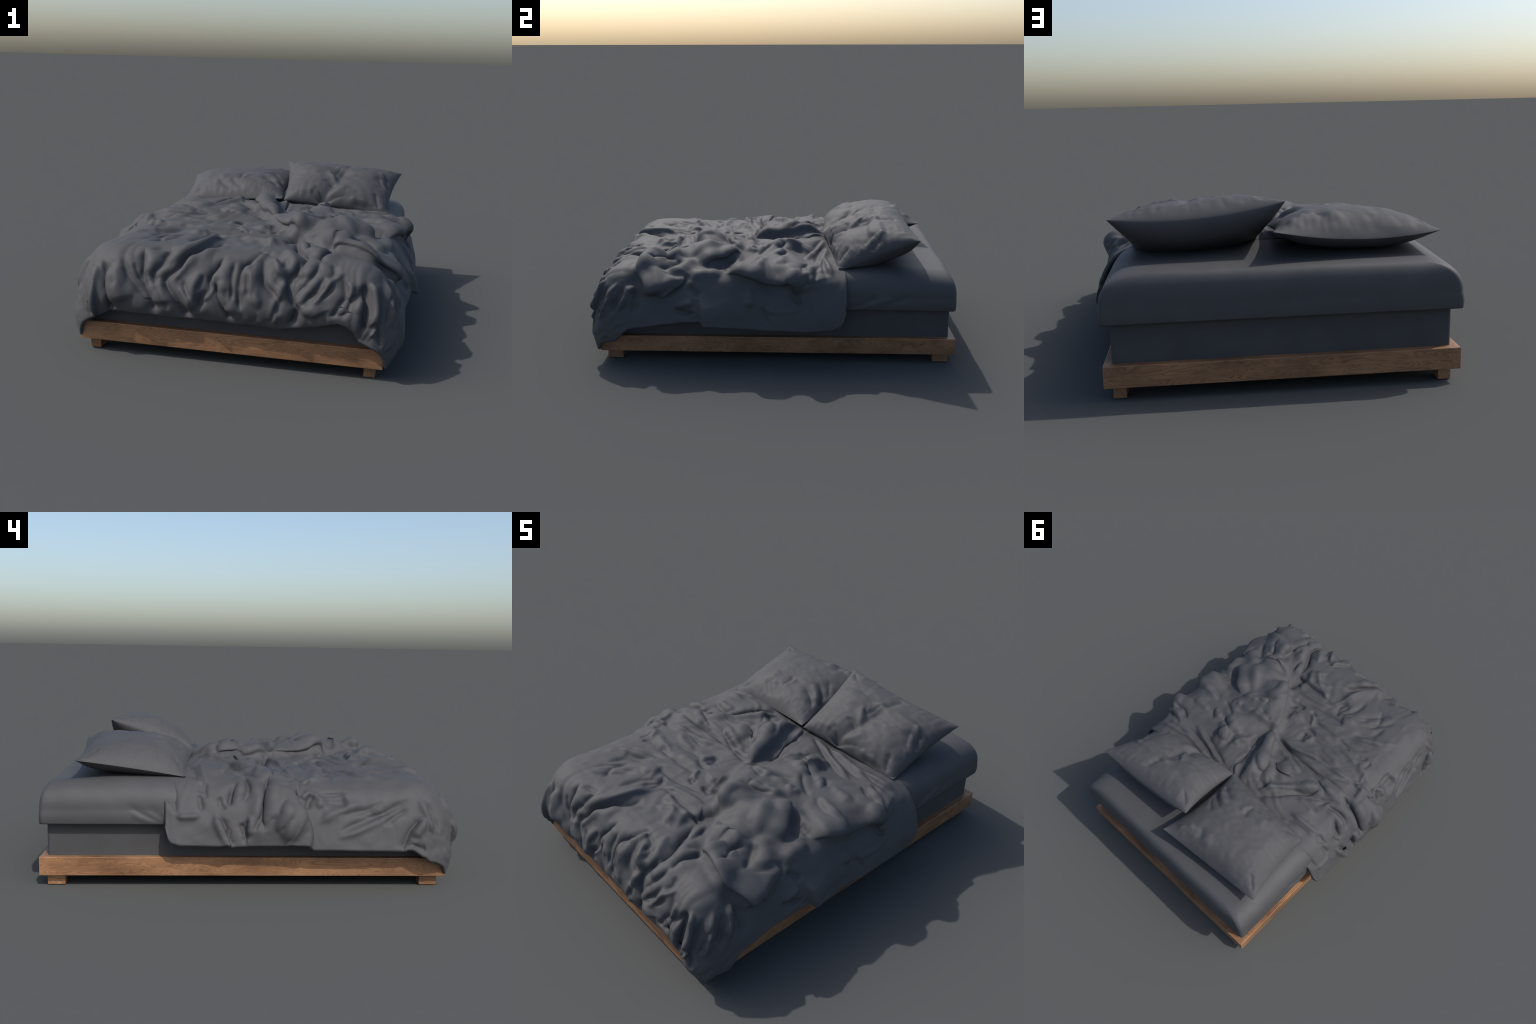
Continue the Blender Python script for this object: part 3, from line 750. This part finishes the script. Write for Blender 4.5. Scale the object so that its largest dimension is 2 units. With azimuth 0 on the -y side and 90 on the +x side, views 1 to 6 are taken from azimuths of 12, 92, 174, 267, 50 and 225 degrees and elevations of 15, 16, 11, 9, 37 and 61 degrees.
    fold(-0.015, 0.012, 0.014, (-0.535, 0.05), (-0.64, 0.015), (-0.72, 0.02))
    fold(-0.020, 0.012, 0.014, (-0.64, 0.08), (-0.705, 0.095), (-0.78, 0.105))
    fold(-0.014, 0.010, 0.010, (-0.595, -0.205), (-0.695, -0.195), (-0.76, -0.21))
    fold(0.014, 0.012, 0.012, (-0.555, -0.215), (-0.63, -0.2), (-0.715, -0.185))
    fold(0.010, 0.014, 0.014, (-0.575, -0.305), (-0.6, -0.245), (-0.625, -0.25))
    fold(-0.007, 0.010, 0.010, (0.015, -0.02), (-0.12, -0.055), (-0.275, -0.085))
    fold(-0.007, 0.010, 0.010, (-0.265, -0.12), (-0.405, -0.12), (-0.565, -0.18))
    fold(0.007, 0.012, 0.012, (0.005, -0.055), (-0.2, -0.08), (-0.35, -0.115), (-0.505, -0.16))
    fold(-0.012, 0.02, 0.02, (-0.31, -0.455), (-0.42, -0.55), (-0.455, -0.66))
    fold(0.010, 0.02, 0.02, (-0.325, -0.425), (-0.495, -0.52), (-0.6, -0.63))
    fold(-0.008, 0.014, 0.014, (-0.275, -0.565), (-0.365, -0.65), (-0.445, -0.745))
    fold(-0.008, 0.014, 0.014, (-0.31, -0.35), (-0.405, -0.39), (-0.5, -0.455))
    fold(-0.010, 0.012, 0.012, (-0.045, -0.29), (-0.105, -0.295), (-0.155, -0.28))
    fold(-0.008, 0.012, 0.012, (-0.065, -0.18), (-0.11, -0.22), (-0.115, -0.28))
    fold(0.008, 0.016, 0.016, (-0.22, -0.255), (-0.335, -0.24), (-0.425, -0.21))
    fold(-0.010, 0.014, 0.014, (-0.69, -0.455), (-0.705, -0.345), (-0.725, -0.265))
    fold(0.010, 0.02, 0.02, (-0.745, -0.535), (-0.8, -0.4), (-0.875, -0.285))
    fold(-0.010, 0.014, 0.014, (-0.715, -0.75), (-0.795, -0.645), (-0.83, -0.5))
    fold(-0.008, 0.014, 0.014, (-0.74, -0.625), (-0.785, -0.53), (-0.81, -0.435))
    fold(-0.010, 0.012, 0.012, (-0.41, 0.32), (-0.5, 0.29), (-0.63, 0.265))
    fold(0.010, 0.014, 0.014, (-0.415, 0.25), (-0.535, 0.24), (-0.645, 0.215))
    fold(-0.008, 0.012, 0.012, (-0.36, 0.18), (-0.445, 0.08), (-0.56, -0.01))
    fold(-0.010, 0.014, 0.014, (-0.625, 0.235), (-0.675, 0.245), (-0.715, 0.245))
    fold(-0.014, 0.012, 0.014, (-0.62, 0.38), (-0.695, 0.39), (-0.785, 0.38))
    fold(-0.010, 0.010, 0.010, (0.02, -0.525), (-0.085, -0.56), (-0.135, -0.67))
    fold(0.010, 0.012, 0.012, (0.01, -0.505), (-0.09, -0.575), (-0.145, -0.755), (-0.21, -0.87))
    fold(-0.010, 0.012, 0.012, (-0.13, -0.495), (-0.135, -0.54), (-0.17, -0.63))
    fold(-0.008, 0.009, 0.009, (-0.555, -0.945), (-0.515, -1.015), (-0.5, -1.085), taper=0.3)
    fold(-0.008, 0.009, 0.009, (-0.435, -0.925), (-0.41, -0.985), (-0.38, -1.04), taper=0.3)
    fold(-0.009, 0.009, 0.009, (-0.185, -0.995), (-0.17, -1.05), (-0.13, -1.11), taper=0.3)
    fold(0.008, 0.009, 0.009, (-0.205, -1.025), (-0.17, -1.08), (-0.14, -1.145), taper=0.3)
    fold(-0.009, 0.009, 0.009, (-0.095, -0.955), (-0.1, -1.005), (-0.125, -1.065), taper=0.3)
    fold(-0.008, 0.009, 0.009, (0.015, -1.005), (0.02, -1.07), (0.045, -1.145), taper=0.3)
    fold(-0.009, 0.009, 0.009, (0.105, -0.93), (0.11, -0.995), (0.125, -1.065), taper=0.3)
    fold(0.008, 0.009, 0.009, (0.115, -0.92), (0.125, -0.995), (0.135, -1.055), taper=0.3)
    fold(-0.009, 0.009, 0.009, (0.215, -0.91), (0.24, -0.965), (0.275, -0.995), taper=0.3)
    fold(-0.008, 0.009, 0.009, (0.275, -1.025), (0.26, -1.09), (0.255, -1.155), taper=0.3)
    fold(-0.008, 0.009, 0.009, (0.375, -0.915), (0.35, -0.975), (0.335, -0.995), taper=0.3)
    fold(-0.008, 0.009, 0.009, (0.495, -0.955), (0.47, -1.01), (0.435, -1.06), taper=0.3)
    fold(-0.010, 0.009, 0.009, (0.68, -0.905), (0.73, -0.98), (0.76, -1.065), taper=0.3)
    fold(-0.008, 0.009, 0.009, (0.77, -0.865), (0.81, -0.96), (0.845, -1.065), taper=0.3)

    edges = Cloth(u, v)
    layer, swell = edges.layer, edges.fold
    swell(0.020, 0.10, 0.10, (0.24, 0.14), (0.32, 0.06), (0.38, -0.06), sharp=2.0, taper=0.4)
    swell(0.018, 0.06, 0.06, (0.42, -0.46), (0.46, -0.54), (0.5, -0.6), sharp=2.0, taper=0.4)
    swell(0.045, 0.07, 0.07, (0.42, -0.44), (0.45, -0.52), (0.48, -0.60), sharp=2.0, taper=0.5)
    swell(0.045, 0.06, 0.06, (0.22, 0.12), (0.30, 0.13), (0.36, 0.12), sharp=2.0, taper=0.4)
    swell(0.028, 0.05, 0.06, (-0.66, -0.09), (-0.45, -0.04), (-0.25, 0.05), (-0.1, 0.1), (0.09, 0.13), sharp=2.0, taper=0.2)
    swell(-0.028, 0.05, 0.05, (0.10, -0.06), (0.12, -0.2), (0.16, -0.36), (0.2, -0.46), sharp=2.0, taper=0.3)
    swell(-0.045, 0.08, 0.08, (0.68, 0.12), (0.74, 0.0), (0.74, -0.1), sharp=2.0, taper=0.4)
    swell(-0.030, 0.08, 0.08, (0.64, -0.62), (0.68, -0.7), (0.70, -0.8), sharp=2.0, taper=0.4)
    swell(0.030, 0.08, 0.08, (-0.90, -0.1), (-0.90, -0.18), (-0.92, -0.25), sharp=2.0, taper=0.4)
    layer(0.028, 0.10, 0.008, (0.07, -0.095), (0.095, -0.205), (0.165, -0.33), (0.245, -0.42), (0.29, -0.47), taper=0.2, over=0.7)
    layer(0.022, 0.08, 0.008, (0.26, -0.44), (0.3, -0.5), (0.37, -0.59), (0.425, -0.66), taper=0.3, over=0.2)
    layer(0.026, 0.09, 0.008, (0.435, -0.68), (0.51, -0.685), (0.64, -0.715), (0.73, -0.67), (0.825, -0.625), taper=0.1, over=0.7)
    layer(0.030, 0.008, 0.07, (0.68, -0.47), (0.73, -0.47), (0.765, -0.515), (0.805, -0.56), (0.825, -0.615), taper=0.2, over=0.7)
    layer(0.035, 0.008, 0.07, (0.425, -0.165), (0.49, -0.22), (0.545, -0.29), (0.63, -0.38), taper=0.25, over=0.7)
    layer(0.040, 0.10, 0.008, (0.675, -0.245), (0.71, -0.145), (0.735, -0.035), (0.745, 0.055), (0.76, 0.125), (0.825, 0.145), taper=0.2, over=0.7)
    layer(0.025, 0.008, 0.035, (-0, 0.315), (0.06, 0.255), (0.065, 0.15), (0.1, 0.055), (0.125, -0.03), taper=0.25)
    layer(0.010, 0.03, 0.010, (0.155, 0.03), (0.09, 0.11), (0.09, 0.235), taper=0.3, over=0.0)
    layer(0.030, 0.008, 0.09, (-0.62, -0.18), (-0.725, -0.19), (-0.785, -0.21), (-0.835, -0.245), (-0.91, -0.27), (-1.01, -0.265), taper=0.2, ends="start")
    layer(0.035, 0.10, 0.012, (0.83, -0.365), (0.90, -0.362), (0.98, -0.36), (1.06, -0.36), ends="start", taper=0.4, over=0.0)
    layer(0.022, 0.05, 0.007, (-0.01, -0.85), (-0.03, -0.92), (-0.055, -0.98), (-0.055, -1.04), taper=0.25)
    layer(0.018, 0.05, 0.007, (-0.03, -0.98), (-0.015, -1.06), (0.01, -1.125), (0.03, -1.185), taper=0.25)
    layer(0.024, 0.06, 0.008, (0.26, -0.585), (0.33, -0.725), (0.36, -0.79), (0.355, -0.865), (0.34, -0.94), (0.325, -1.03), taper=0.2)
    layer(0.018, 0.05, 0.007, (-0.4, -0.84), (-0.38, -0.935), (-0.38, -1.005), taper=0.3)
    layer(0.016, 0.05, 0.007, (-0.37, -1.035), (-0.34, -1.085), (-0.32, -1.165), taper=0.3)
    layer(0.020, 0.05, 0.007, (0.33, -0.835), (0.33, -0.9), (0.34, -0.955), taper=0.3)
    layer(0.018, 0.008, 0.06, (-0.175, 0.315), (-0.275, 0.24), (-0.355, 0.135), (-0.42, 0.065), (-0.455, -0.02), taper=0.2)
    layer(0.014, 0.04, 0.010, (-0.07, 0.04), (-0.165, 0.08), (-0.27, 0.065), taper=0.3, over=0.0)
    layer(0.014, 0.007, 0.05, (-0.535, -0.215), (-0.46, -0.175), (-0.345, -0.165), (-0.245, -0.15), (-0.12, -0.115), (0.025, -0.125), taper=0.2)
    layer(0.016, 0.007, 0.05, (-0.205, -0.95), (-0.145, -0.865), (-0.07, -0.77), taper=0.3)
    layer(0.016, 0.05, 0.007, (0.465, -0.68), (0.445, -0.745), (0.42, -0.8), (0.43, -0.855), taper=0.3)
    layer(0.010, 0.007, 0.04, (-0.6, -0.09), (-0.435, -0.1), (-0.33, -0.085), (-0.2, -0.085), (-0.11, -0.08), taper=0.25)
    layer(0.020, 0.05, 0.007, (0.2, -0.345), (0.23, -0.29), (0.285, -0.25), (0.37, -0.215), taper=0.3)
    layer(0.018, 0.05, 0.007, (-0.605, -0.1), (-0.71, -0.08), (-0.83, -0.06), (-0.94, -0.04), taper=0.25)
    layer(0.012, 0.05, 0.007, (-0.535, 0.05), (-0.64, 0.015), (-0.72, 0.02), taper=0.3)
    layer(0.014, 0.05, 0.007, (-0.64, 0.08), (-0.705, 0.095), (-0.78, 0.105), taper=0.3)
    layer(0.014, 0.05, 0.007, (0.655, -0.905), (0.715, -1), (0.73, -1.07), (0.73, -1.12), taper=0.25)
    layer(0.014, 0.04, 0.007, (0.635, -0.995), (0.615, -1.055), (0.605, -1.1), taper=0.3)
    layer(0.016, 0.05, 0.007, (0.305, -0.935), (0.305, -1), (0.325, -1.06), (0.34, -1.11), taper=0.25)
    layer(0.016, 0.05, 0.007, (-0.58, -0.975), (-0.56, -1.055), (-0.54, -1.125), (-0.53, -1.2), taper=0.25)
    layer(0.012, 0.04, 0.007, (-0.695, -1.055), (-0.685, -1.14), (-0.705, -1.22), taper=0.3)
    layer(0.012, 0.05, 0.007, (0.13, -0.84), (0.09, -0.9), (0.08, -0.94), (0.075, -1), taper=0.3)
    layer(0.016, 0.05, 0.007, (-0.555, -0.075), (-0.66, -0.07), (-0.8, -0.05), (-0.85, -0.035), (-0.935, -0), taper=0.25)
    layer(0.015, 0.007, 0.05, (-0.83, 0.155), (-0.91, 0.13), (-0.99, 0.11), taper=0.3, ends="start")
    layer(0.014, 0.04, 0.007, (-0.85, 0.035), (-0.905, 0.03), (-0.965, 0.03), taper=0.3, ends="start")
    layer(0.014, 0.05, 0.007, (-0.815, -0.81), (-0.9, -0.74), (-0.98, -0.715), taper=0.3, ends="start")
    layer(0.026, 0.04, 0.008, (-0.11, 0.26), (-0.08, 0.15), (-0.03, 0.04), (0.025, -0.055), (0.09, -0.135), taper=0.25, over=0.5)
    h = c.h
    # fine crumple between the folds
    wu = u + 0.03 * noise2(u * 6, v * 6, 11)
    wv = v + 0.03 * noise2(u * 6 + 5, v * 6, 12)
    h = h + 0.006 * noise2(wu * 6, wv * 6, 21) + 0.003 * noise2(wu * 13, wv * 13, 22)
    h = blur(h, 1)
    base = drape(u, v)
    n = normals_of(base)
    n = blur(n, 6)
    n /= np.linalg.norm(n, axis=-1, keepdims=True)
    p = base + n * h[..., None]
    nu, nv = u.shape
    calm = base + n * blur(h, 60)[..., None]
    goal = p
    # extra cloth: gathers across the foot end and along the sides
    foot = smooth01((-0.68 - v) / 0.2)
    side = np.maximum(smooth01((SHEET_LEFT + 0.05 - u) / 0.15), smooth01((u - SHEET_RIGHT + 0.05) / 0.15)) * (1 - foot)
    wide = 1 + SLACK + 0.025 * foot
    long = 1 + SLACK + 0.015 * side
    for div, iters, hold in ((5, 80, 0.03), (2, 40, 0.05), (1, 12, 0.04)):
        cu, cv = (nu, nv) if div == 1 else (nu // div + 1, nv // div + 1)
        g, k, bs, nm, q = [resample(x, cu, cv) for x in (goal, calm, base, n, p)]
        wd, lg = resample(wide, cu, cv), resample(long, cu, cv)
        rest = []
        for (di, dj, _), r in zip(SPRINGS, spring_lengths(k)):
            f = pair(wd if dj == 0 else lg if di == 0 else (wd + lg) / 2, di, dj)[0]
            rest.append(r * f)
        r = settle(q, rest, g, hold, bs, nm, iters)
        p = p + resample(r - q, nu, nv)
    # upper layers laid over the settled cloth
    tu = blur(np.gradient(p, axis=0), 8)
    tv = blur(np.gradient(p, axis=1), 8)
    tu /= np.linalg.norm(tu, axis=-1, keepdims=True)
    tv /= np.linalg.norm(tv, axis=-1, keepdims=True)
    up = np.cross(tu, tv)
    crisp = np.clip(h - blur(h, 14), -0.012, 0.012)          # give the tight creases back their bite
    # small puckers: tight valleys between soft pads, running with the pull of the cloth
    ang, rad = np.arctan2(v - 0.05, u - 0.12), np.hypot(u - 0.12, v - 0.05)
    spread = np.clip(rad / 0.25, 0.3, 1)
    radial = np.abs(noise2(ang * 8 + 20 + 2.0 * noise2(u * 5, v * 5, 51), rad * 4.5, 52)) * spread
    loose = np.abs(noise2(wu * 9 + 3, wv * 7 + 40, 53))
    pleat = np.abs(noise2(u * 15 + 60 + 1.2 * noise2(u * 5, v * 5, 54), v * 3.2 + 70, 55))
    hang = np.abs(noise2(v * 12 + 60 + 1.2 * noise2(u * 5, v * 5, 56), u * 3.0 + 90, 57))
    east = smooth01((u - 0.05) / 0.15)
    pads = (radial * (1 - east) + loose * east - 0.15) * 0.018
    pads = pads * (1 - side) + (hang - 0.15) * 0.014 * side
    pads = pads * (1 - foot) + (pleat - 0.15) * 0.020 * foot
    rim = np.minimum.reduce([u - us[0], us[-1] - u, v - vs[0]])
    crisp = crisp + 1.6 * blur(pads, 1) * smooth01(rim / 0.05)
    eh, su, sv = blur(edges.h, 1), blur(edges.su, 2), blur(edges.sv, 2)
    p = p + up * (eh + 0.35 * crisp)[..., None] + tu * su[..., None] + tv * sv[..., None]
    verts = p.reshape(-1, 3)
    faces = grid_faces(nu, nv)
    # hem: a rolled rim that turns in under the edge
    nn = normals_of(p)
    loop = [(i, 0) for i in range(nu)] + [(nu - 1, j) for j in range(1, nv)] + [(i, nv - 1) for i in range(nu - 2, -1, -1)] + [(0, j) for j in range(nv - 2, 0, -1)]
    inner = [(min(max(i, 2), nu - 3), min(max(j, 2), nv - 3)) for i, j in loop]
    P = np.array([p[a] for a in loop])
    Q = np.array([p[a] for a in inner])
    N = np.array([nn[a] for a in loop])
    T = P - Q
    T /= np.linalg.norm(T, axis=1, keepdims=True)
    ids = [i * nv + j for i, j in loop]
    rings = [ids]
    for tt, tn in ((0.006, -0.003), (0.009, -0.010), (0.006, -0.018), (-0.02, -0.026), (-0.07, -0.028)):
        start = len(verts)
        verts = np.vstack([verts, P + T * tt + N * tn])
        rings.append(list(range(start, start + len(loop))))
    m = len(loop)
    for k in range(len(rings) - 1):
        a, b = rings[k], rings[k + 1]
        for i in range(m):
            j = (i + 1) % m
            faces.append((a[i], b[i], b[j], a[j]))
    return link("duvet", make_mesh("duvet", verts, faces), None, MAT_DUVET)


duvet = build_duvet()
duvet["label"] = "crumpled dark grey duvet hanging over the bed"
duvet["category"] = "duvet"


# ------------------------------------------------------------------ pillows
def build_pillow(corners, thick_top, thick_low, floor, dents, seed, pinch, droop, power):
    """corners: back-left, back-right, front-left, front-right. Two puffed sheets sewn at the rim."""
    n = 150
    a1 = np.sin(np.linspace(-1, 1, n) * np.pi / 2)
    a, b = np.meshgrid(a1, a1, indexing="ij")     # a: left to right, b: front to back
    bl, br, fl, fr = [np.array(c, float) for c in corners]
    # rim drawn in (or bulging out) between the corners: left, right, front, back
    pl, pr, pf, pb = pinch
    aa = a * (1 - np.where(a < 0, pl, pr) * (1 - b * b) * np.abs(a) ** 3)
    bb = b * (1 - np.where(b < 0, pf, pb) * (1 - a * a) * np.abs(b) ** 3)
    s, t = ((aa + 1) / 2)[..., None], ((bb + 1) / 2)[..., None]
    mid = (fl * (1 - s) + fr * s) * (1 - t) + (bl * (1 - s) + br * s) * t
    mid[..., 2] -= droop * (1 - a * a) * ((b + 1) / 2) ** 3
    ex, ey = (br + fr - bl - fl), (bl + br - fl - fr)
    up = np.cross(ex, ey)
    up /= np.linalg.norm(up)
    puff = ((1 - np.abs(a) ** 4.5) * (1 - np.abs(b) ** 4.5)) ** power
    puff = puff * (0.72 + 0.28 * (1 - a * a) * (1 - b * b) ** 0.5)
    c = Cloth(a, b, step=0.05)
    dents(c.fold)
    crumple = c.h + 0.006 * noise2(a * 3 + 3, b * 3, seed) + 0.003 * noise2(a * 8, b * 8 + 4, seed + 1)
    seam_b, seam_a = np.abs(b) ** 3 * (1 - b ** 8), np.abs(a) ** 3 * (1 - a ** 8)
    crumple = crumple + 0.014 * (np.abs(noise2(a * 7 + 9, b * 1.5 + 3, seed + 2)) - 0.15) * seam_b + 0.014 * (np.abs(noise2(b * 7 + 5, a * 1.5 + 8, seed + 3)) - 0.15) * seam_a
    edge = np.minimum(1, puff * 3)
    top = mid + up * (thick_top * puff + crumple * edge)[..., None]
    low = mid - up * (thick_low * puff)[..., None]
    low[..., 2] = np.where(low[..., 2] < floor, floor + (low[..., 2] - floor) * 0.04, low[..., 2])
    k = n * n
    verts = np.vstack([top.reshape(-1, 3), low.reshape(-1, 3)])
    faces = grid_faces(n, n) + grid_faces(n, n, flip=True, offset=k)
    me = make_mesh("pillow", verts, faces)
    import bmesh
    bm = bmesh.new()
    bm.from_mesh(me)
    bmesh.ops.remove_doubles(bm, verts=bm.verts, dist=0.0002)
    bm.to_mesh(me)
    bm.free()
    me.shade_smooth()
    return link("pillow", me, None, MAT_PILLOW)


def dents_right(fold):
    fold(-0.030, 0.13, 0.13, (-0.26, -0.95), (-0.15, -0.68), (-0.07, -0.39), (0, -0.09), (0.06, 0.3), taper=0.2, ends="end")
    fold(0.012, 0.05, 0.05, (-0.25, 0.11), (-0.12, -0.2), (-0.04, -0.54))
    fold(0.012, 0.05, 0.05, (-0.02, 0.46), (-0.05, 0.2), (-0.09, -0.12))
    fold(-0.016, 0.05, 0.05, (-0.21, 0.1), (-0.11, -0.04), (-0.06, 0.15), (-0.01, 0.38))
    fold(-0.014, 0.06, 0.06, (0.06, 0.3), (0.1, 0.5), (0.14, 0.7), ends="start")
    fold(0.010, 0.08, 0.08, (-0.2, -0.93), (-0.01, -0.69), (0.14, -0.39))
    fold(-0.010, 0.05, 0.05, (-0.2, -0.94), (0.04, -0.86), (0.2, -0.8), ends="end")
    fold(-0.010, 0.05, 0.05, (-0.27, -0.96), (-0.4, -0.85), (-0.54, -0.78), ends="end")
    fold(-0.008, 0.04, 0.04, (-0.25, -0.93), (-0.34, -0.75), (-0.46, -0.62), ends="end")
    fold(-0.010, 0.05, 0.05, (-0.05, -0.55), (-0.21, -0.38), (-0.34, -0.41))
    fold(-0.014, 0.06, 0.06, (0.3, -0.97), (0.51, -0.96), (0.84, -1))
    fold(0.010, 0.06, 0.06, (0.19, -0.88), (0.41, -0.9), (0.64, -0.89))
    fold(-0.012, 0.06, 0.05, (0.7, -0.51), (0.76, -0.76), (0.84, -0.99))
    fold(0.010, 0.04, 0.04, (0.65, 0.38), (0.74, 0.25), (0.84, 0.11))
    fold(-0.010, 0.06, 0.06, (0.64, 0.24), (0.8, -0.2), (1, -0.31))
    fold(-0.008, 0.05, 0.05, (0.07, -0.14), (0.24, -0.12), (0.07, -0.21))
    fold(0.015, 0.25, 0.25, (0.51, -0.06), (0.6, 0.43))
    fold(0.012, 0.20, 0.20, (-0.56, -0.2), (-0.5, 0.44))
    fold(-0.010, 0.05, 0.05, (-0.7, 0.6), (-0.82, 0.75), (-0.92, 0.9))
    fold(-0.012, 0.06, 0.06, (0.75, 0.3), (0.85, 0.1), (0.95, -0.2))
    fold(0.010, 0.06, 0.06, (0.7, 0.1), (0.8, -0.1), (0.9, -0.4))


def dents_left(fold):
    fold(-0.016, 0.07, 0.05, (0.5, -0.05), (0.7, -0.15), (0.92, -0.35))
    fold(0.012, 0.06, 0.06, (0.5, -0.2), (0.72, -0.3), (0.92, -0.5))
    fold(-0.016, 0.05, 0.07, (0.45, -0.35), (0.7, -0.45), (0.9, -0.62))
    fold(-0.010, 0.05, 0.05, (0.6, 0.15), (0.75, 0.0), (0.9, -0.2))
    fold(-0.012, 0.06, 0.05, (0.05, -0.2), (0.12, -0.4), (0.08, -0.62))
    fold(0.010, 0.05, 0.05, (0.2, -0.25), (0.18, -0.45), (0.1, -0.6))
    fold(-0.012, 0.07, 0.07, (-0.35, -0.55), (-0.15, -0.75), (0.05, -0.88))
    fold(-0.010, 0.06, 0.06, (-0.1, -0.5), (0.05, -0.7), (0.2, -0.85))
    fold(0.008, 0.06, 0.06, (-0.3, -0.25), (-0.25, -0.45), (-0.2, -0.6))
    fold(0.010, 0.07, 0.07, (0.62, 0.55), (0.72, 0.72), (0.85, 0.9))
    fold(-0.010, 0.07, 0.07, (0.35, 0.75), (0.45, 0.6), (0.5, 0.5))
    fold(0.010, 0.07, 0.07, (0.2, 0.85), (0.3, 0.65), (0.3, 0.5))
    fold(-0.008, 0.05, 0.05, (-0.6, -0.7), (-0.75, -0.85), (-0.9, -0.92))
    fold(-0.010, 0.05, 0.05, (-0.7, 0.6), (-0.82, 0.75), (-0.92, 0.9))


right = build_pillow([(-0.028, 0.748, 0.725), (0.695, 0.79, 0.68), (0.031, 0.303, 0.553), (0.635, 0.367, 0.49)], 0.102, 0.11, 0.512, dents_right, 31, (0.05, 0.06, 0.03, -0.03), 0.035, 0.6)
right["label"] = "plump dark grey pillow leaning with creased cover"
right["category"] = "pillow"
left = build_pillow([(-0.671, 0.832, 0.596), (0.04, 0.889, 0.623), (-0.592, 0.319, 0.508), (0.021, 0.301, 0.561)], 0.108, 0.065, 0.512, dents_left, 41, (0.05, 0.06, 0.03, 0.03), 0.035, 0.85)
left["label"] = "plump dark grey pillow lying on the mattress"
left["category"] = "pillow"
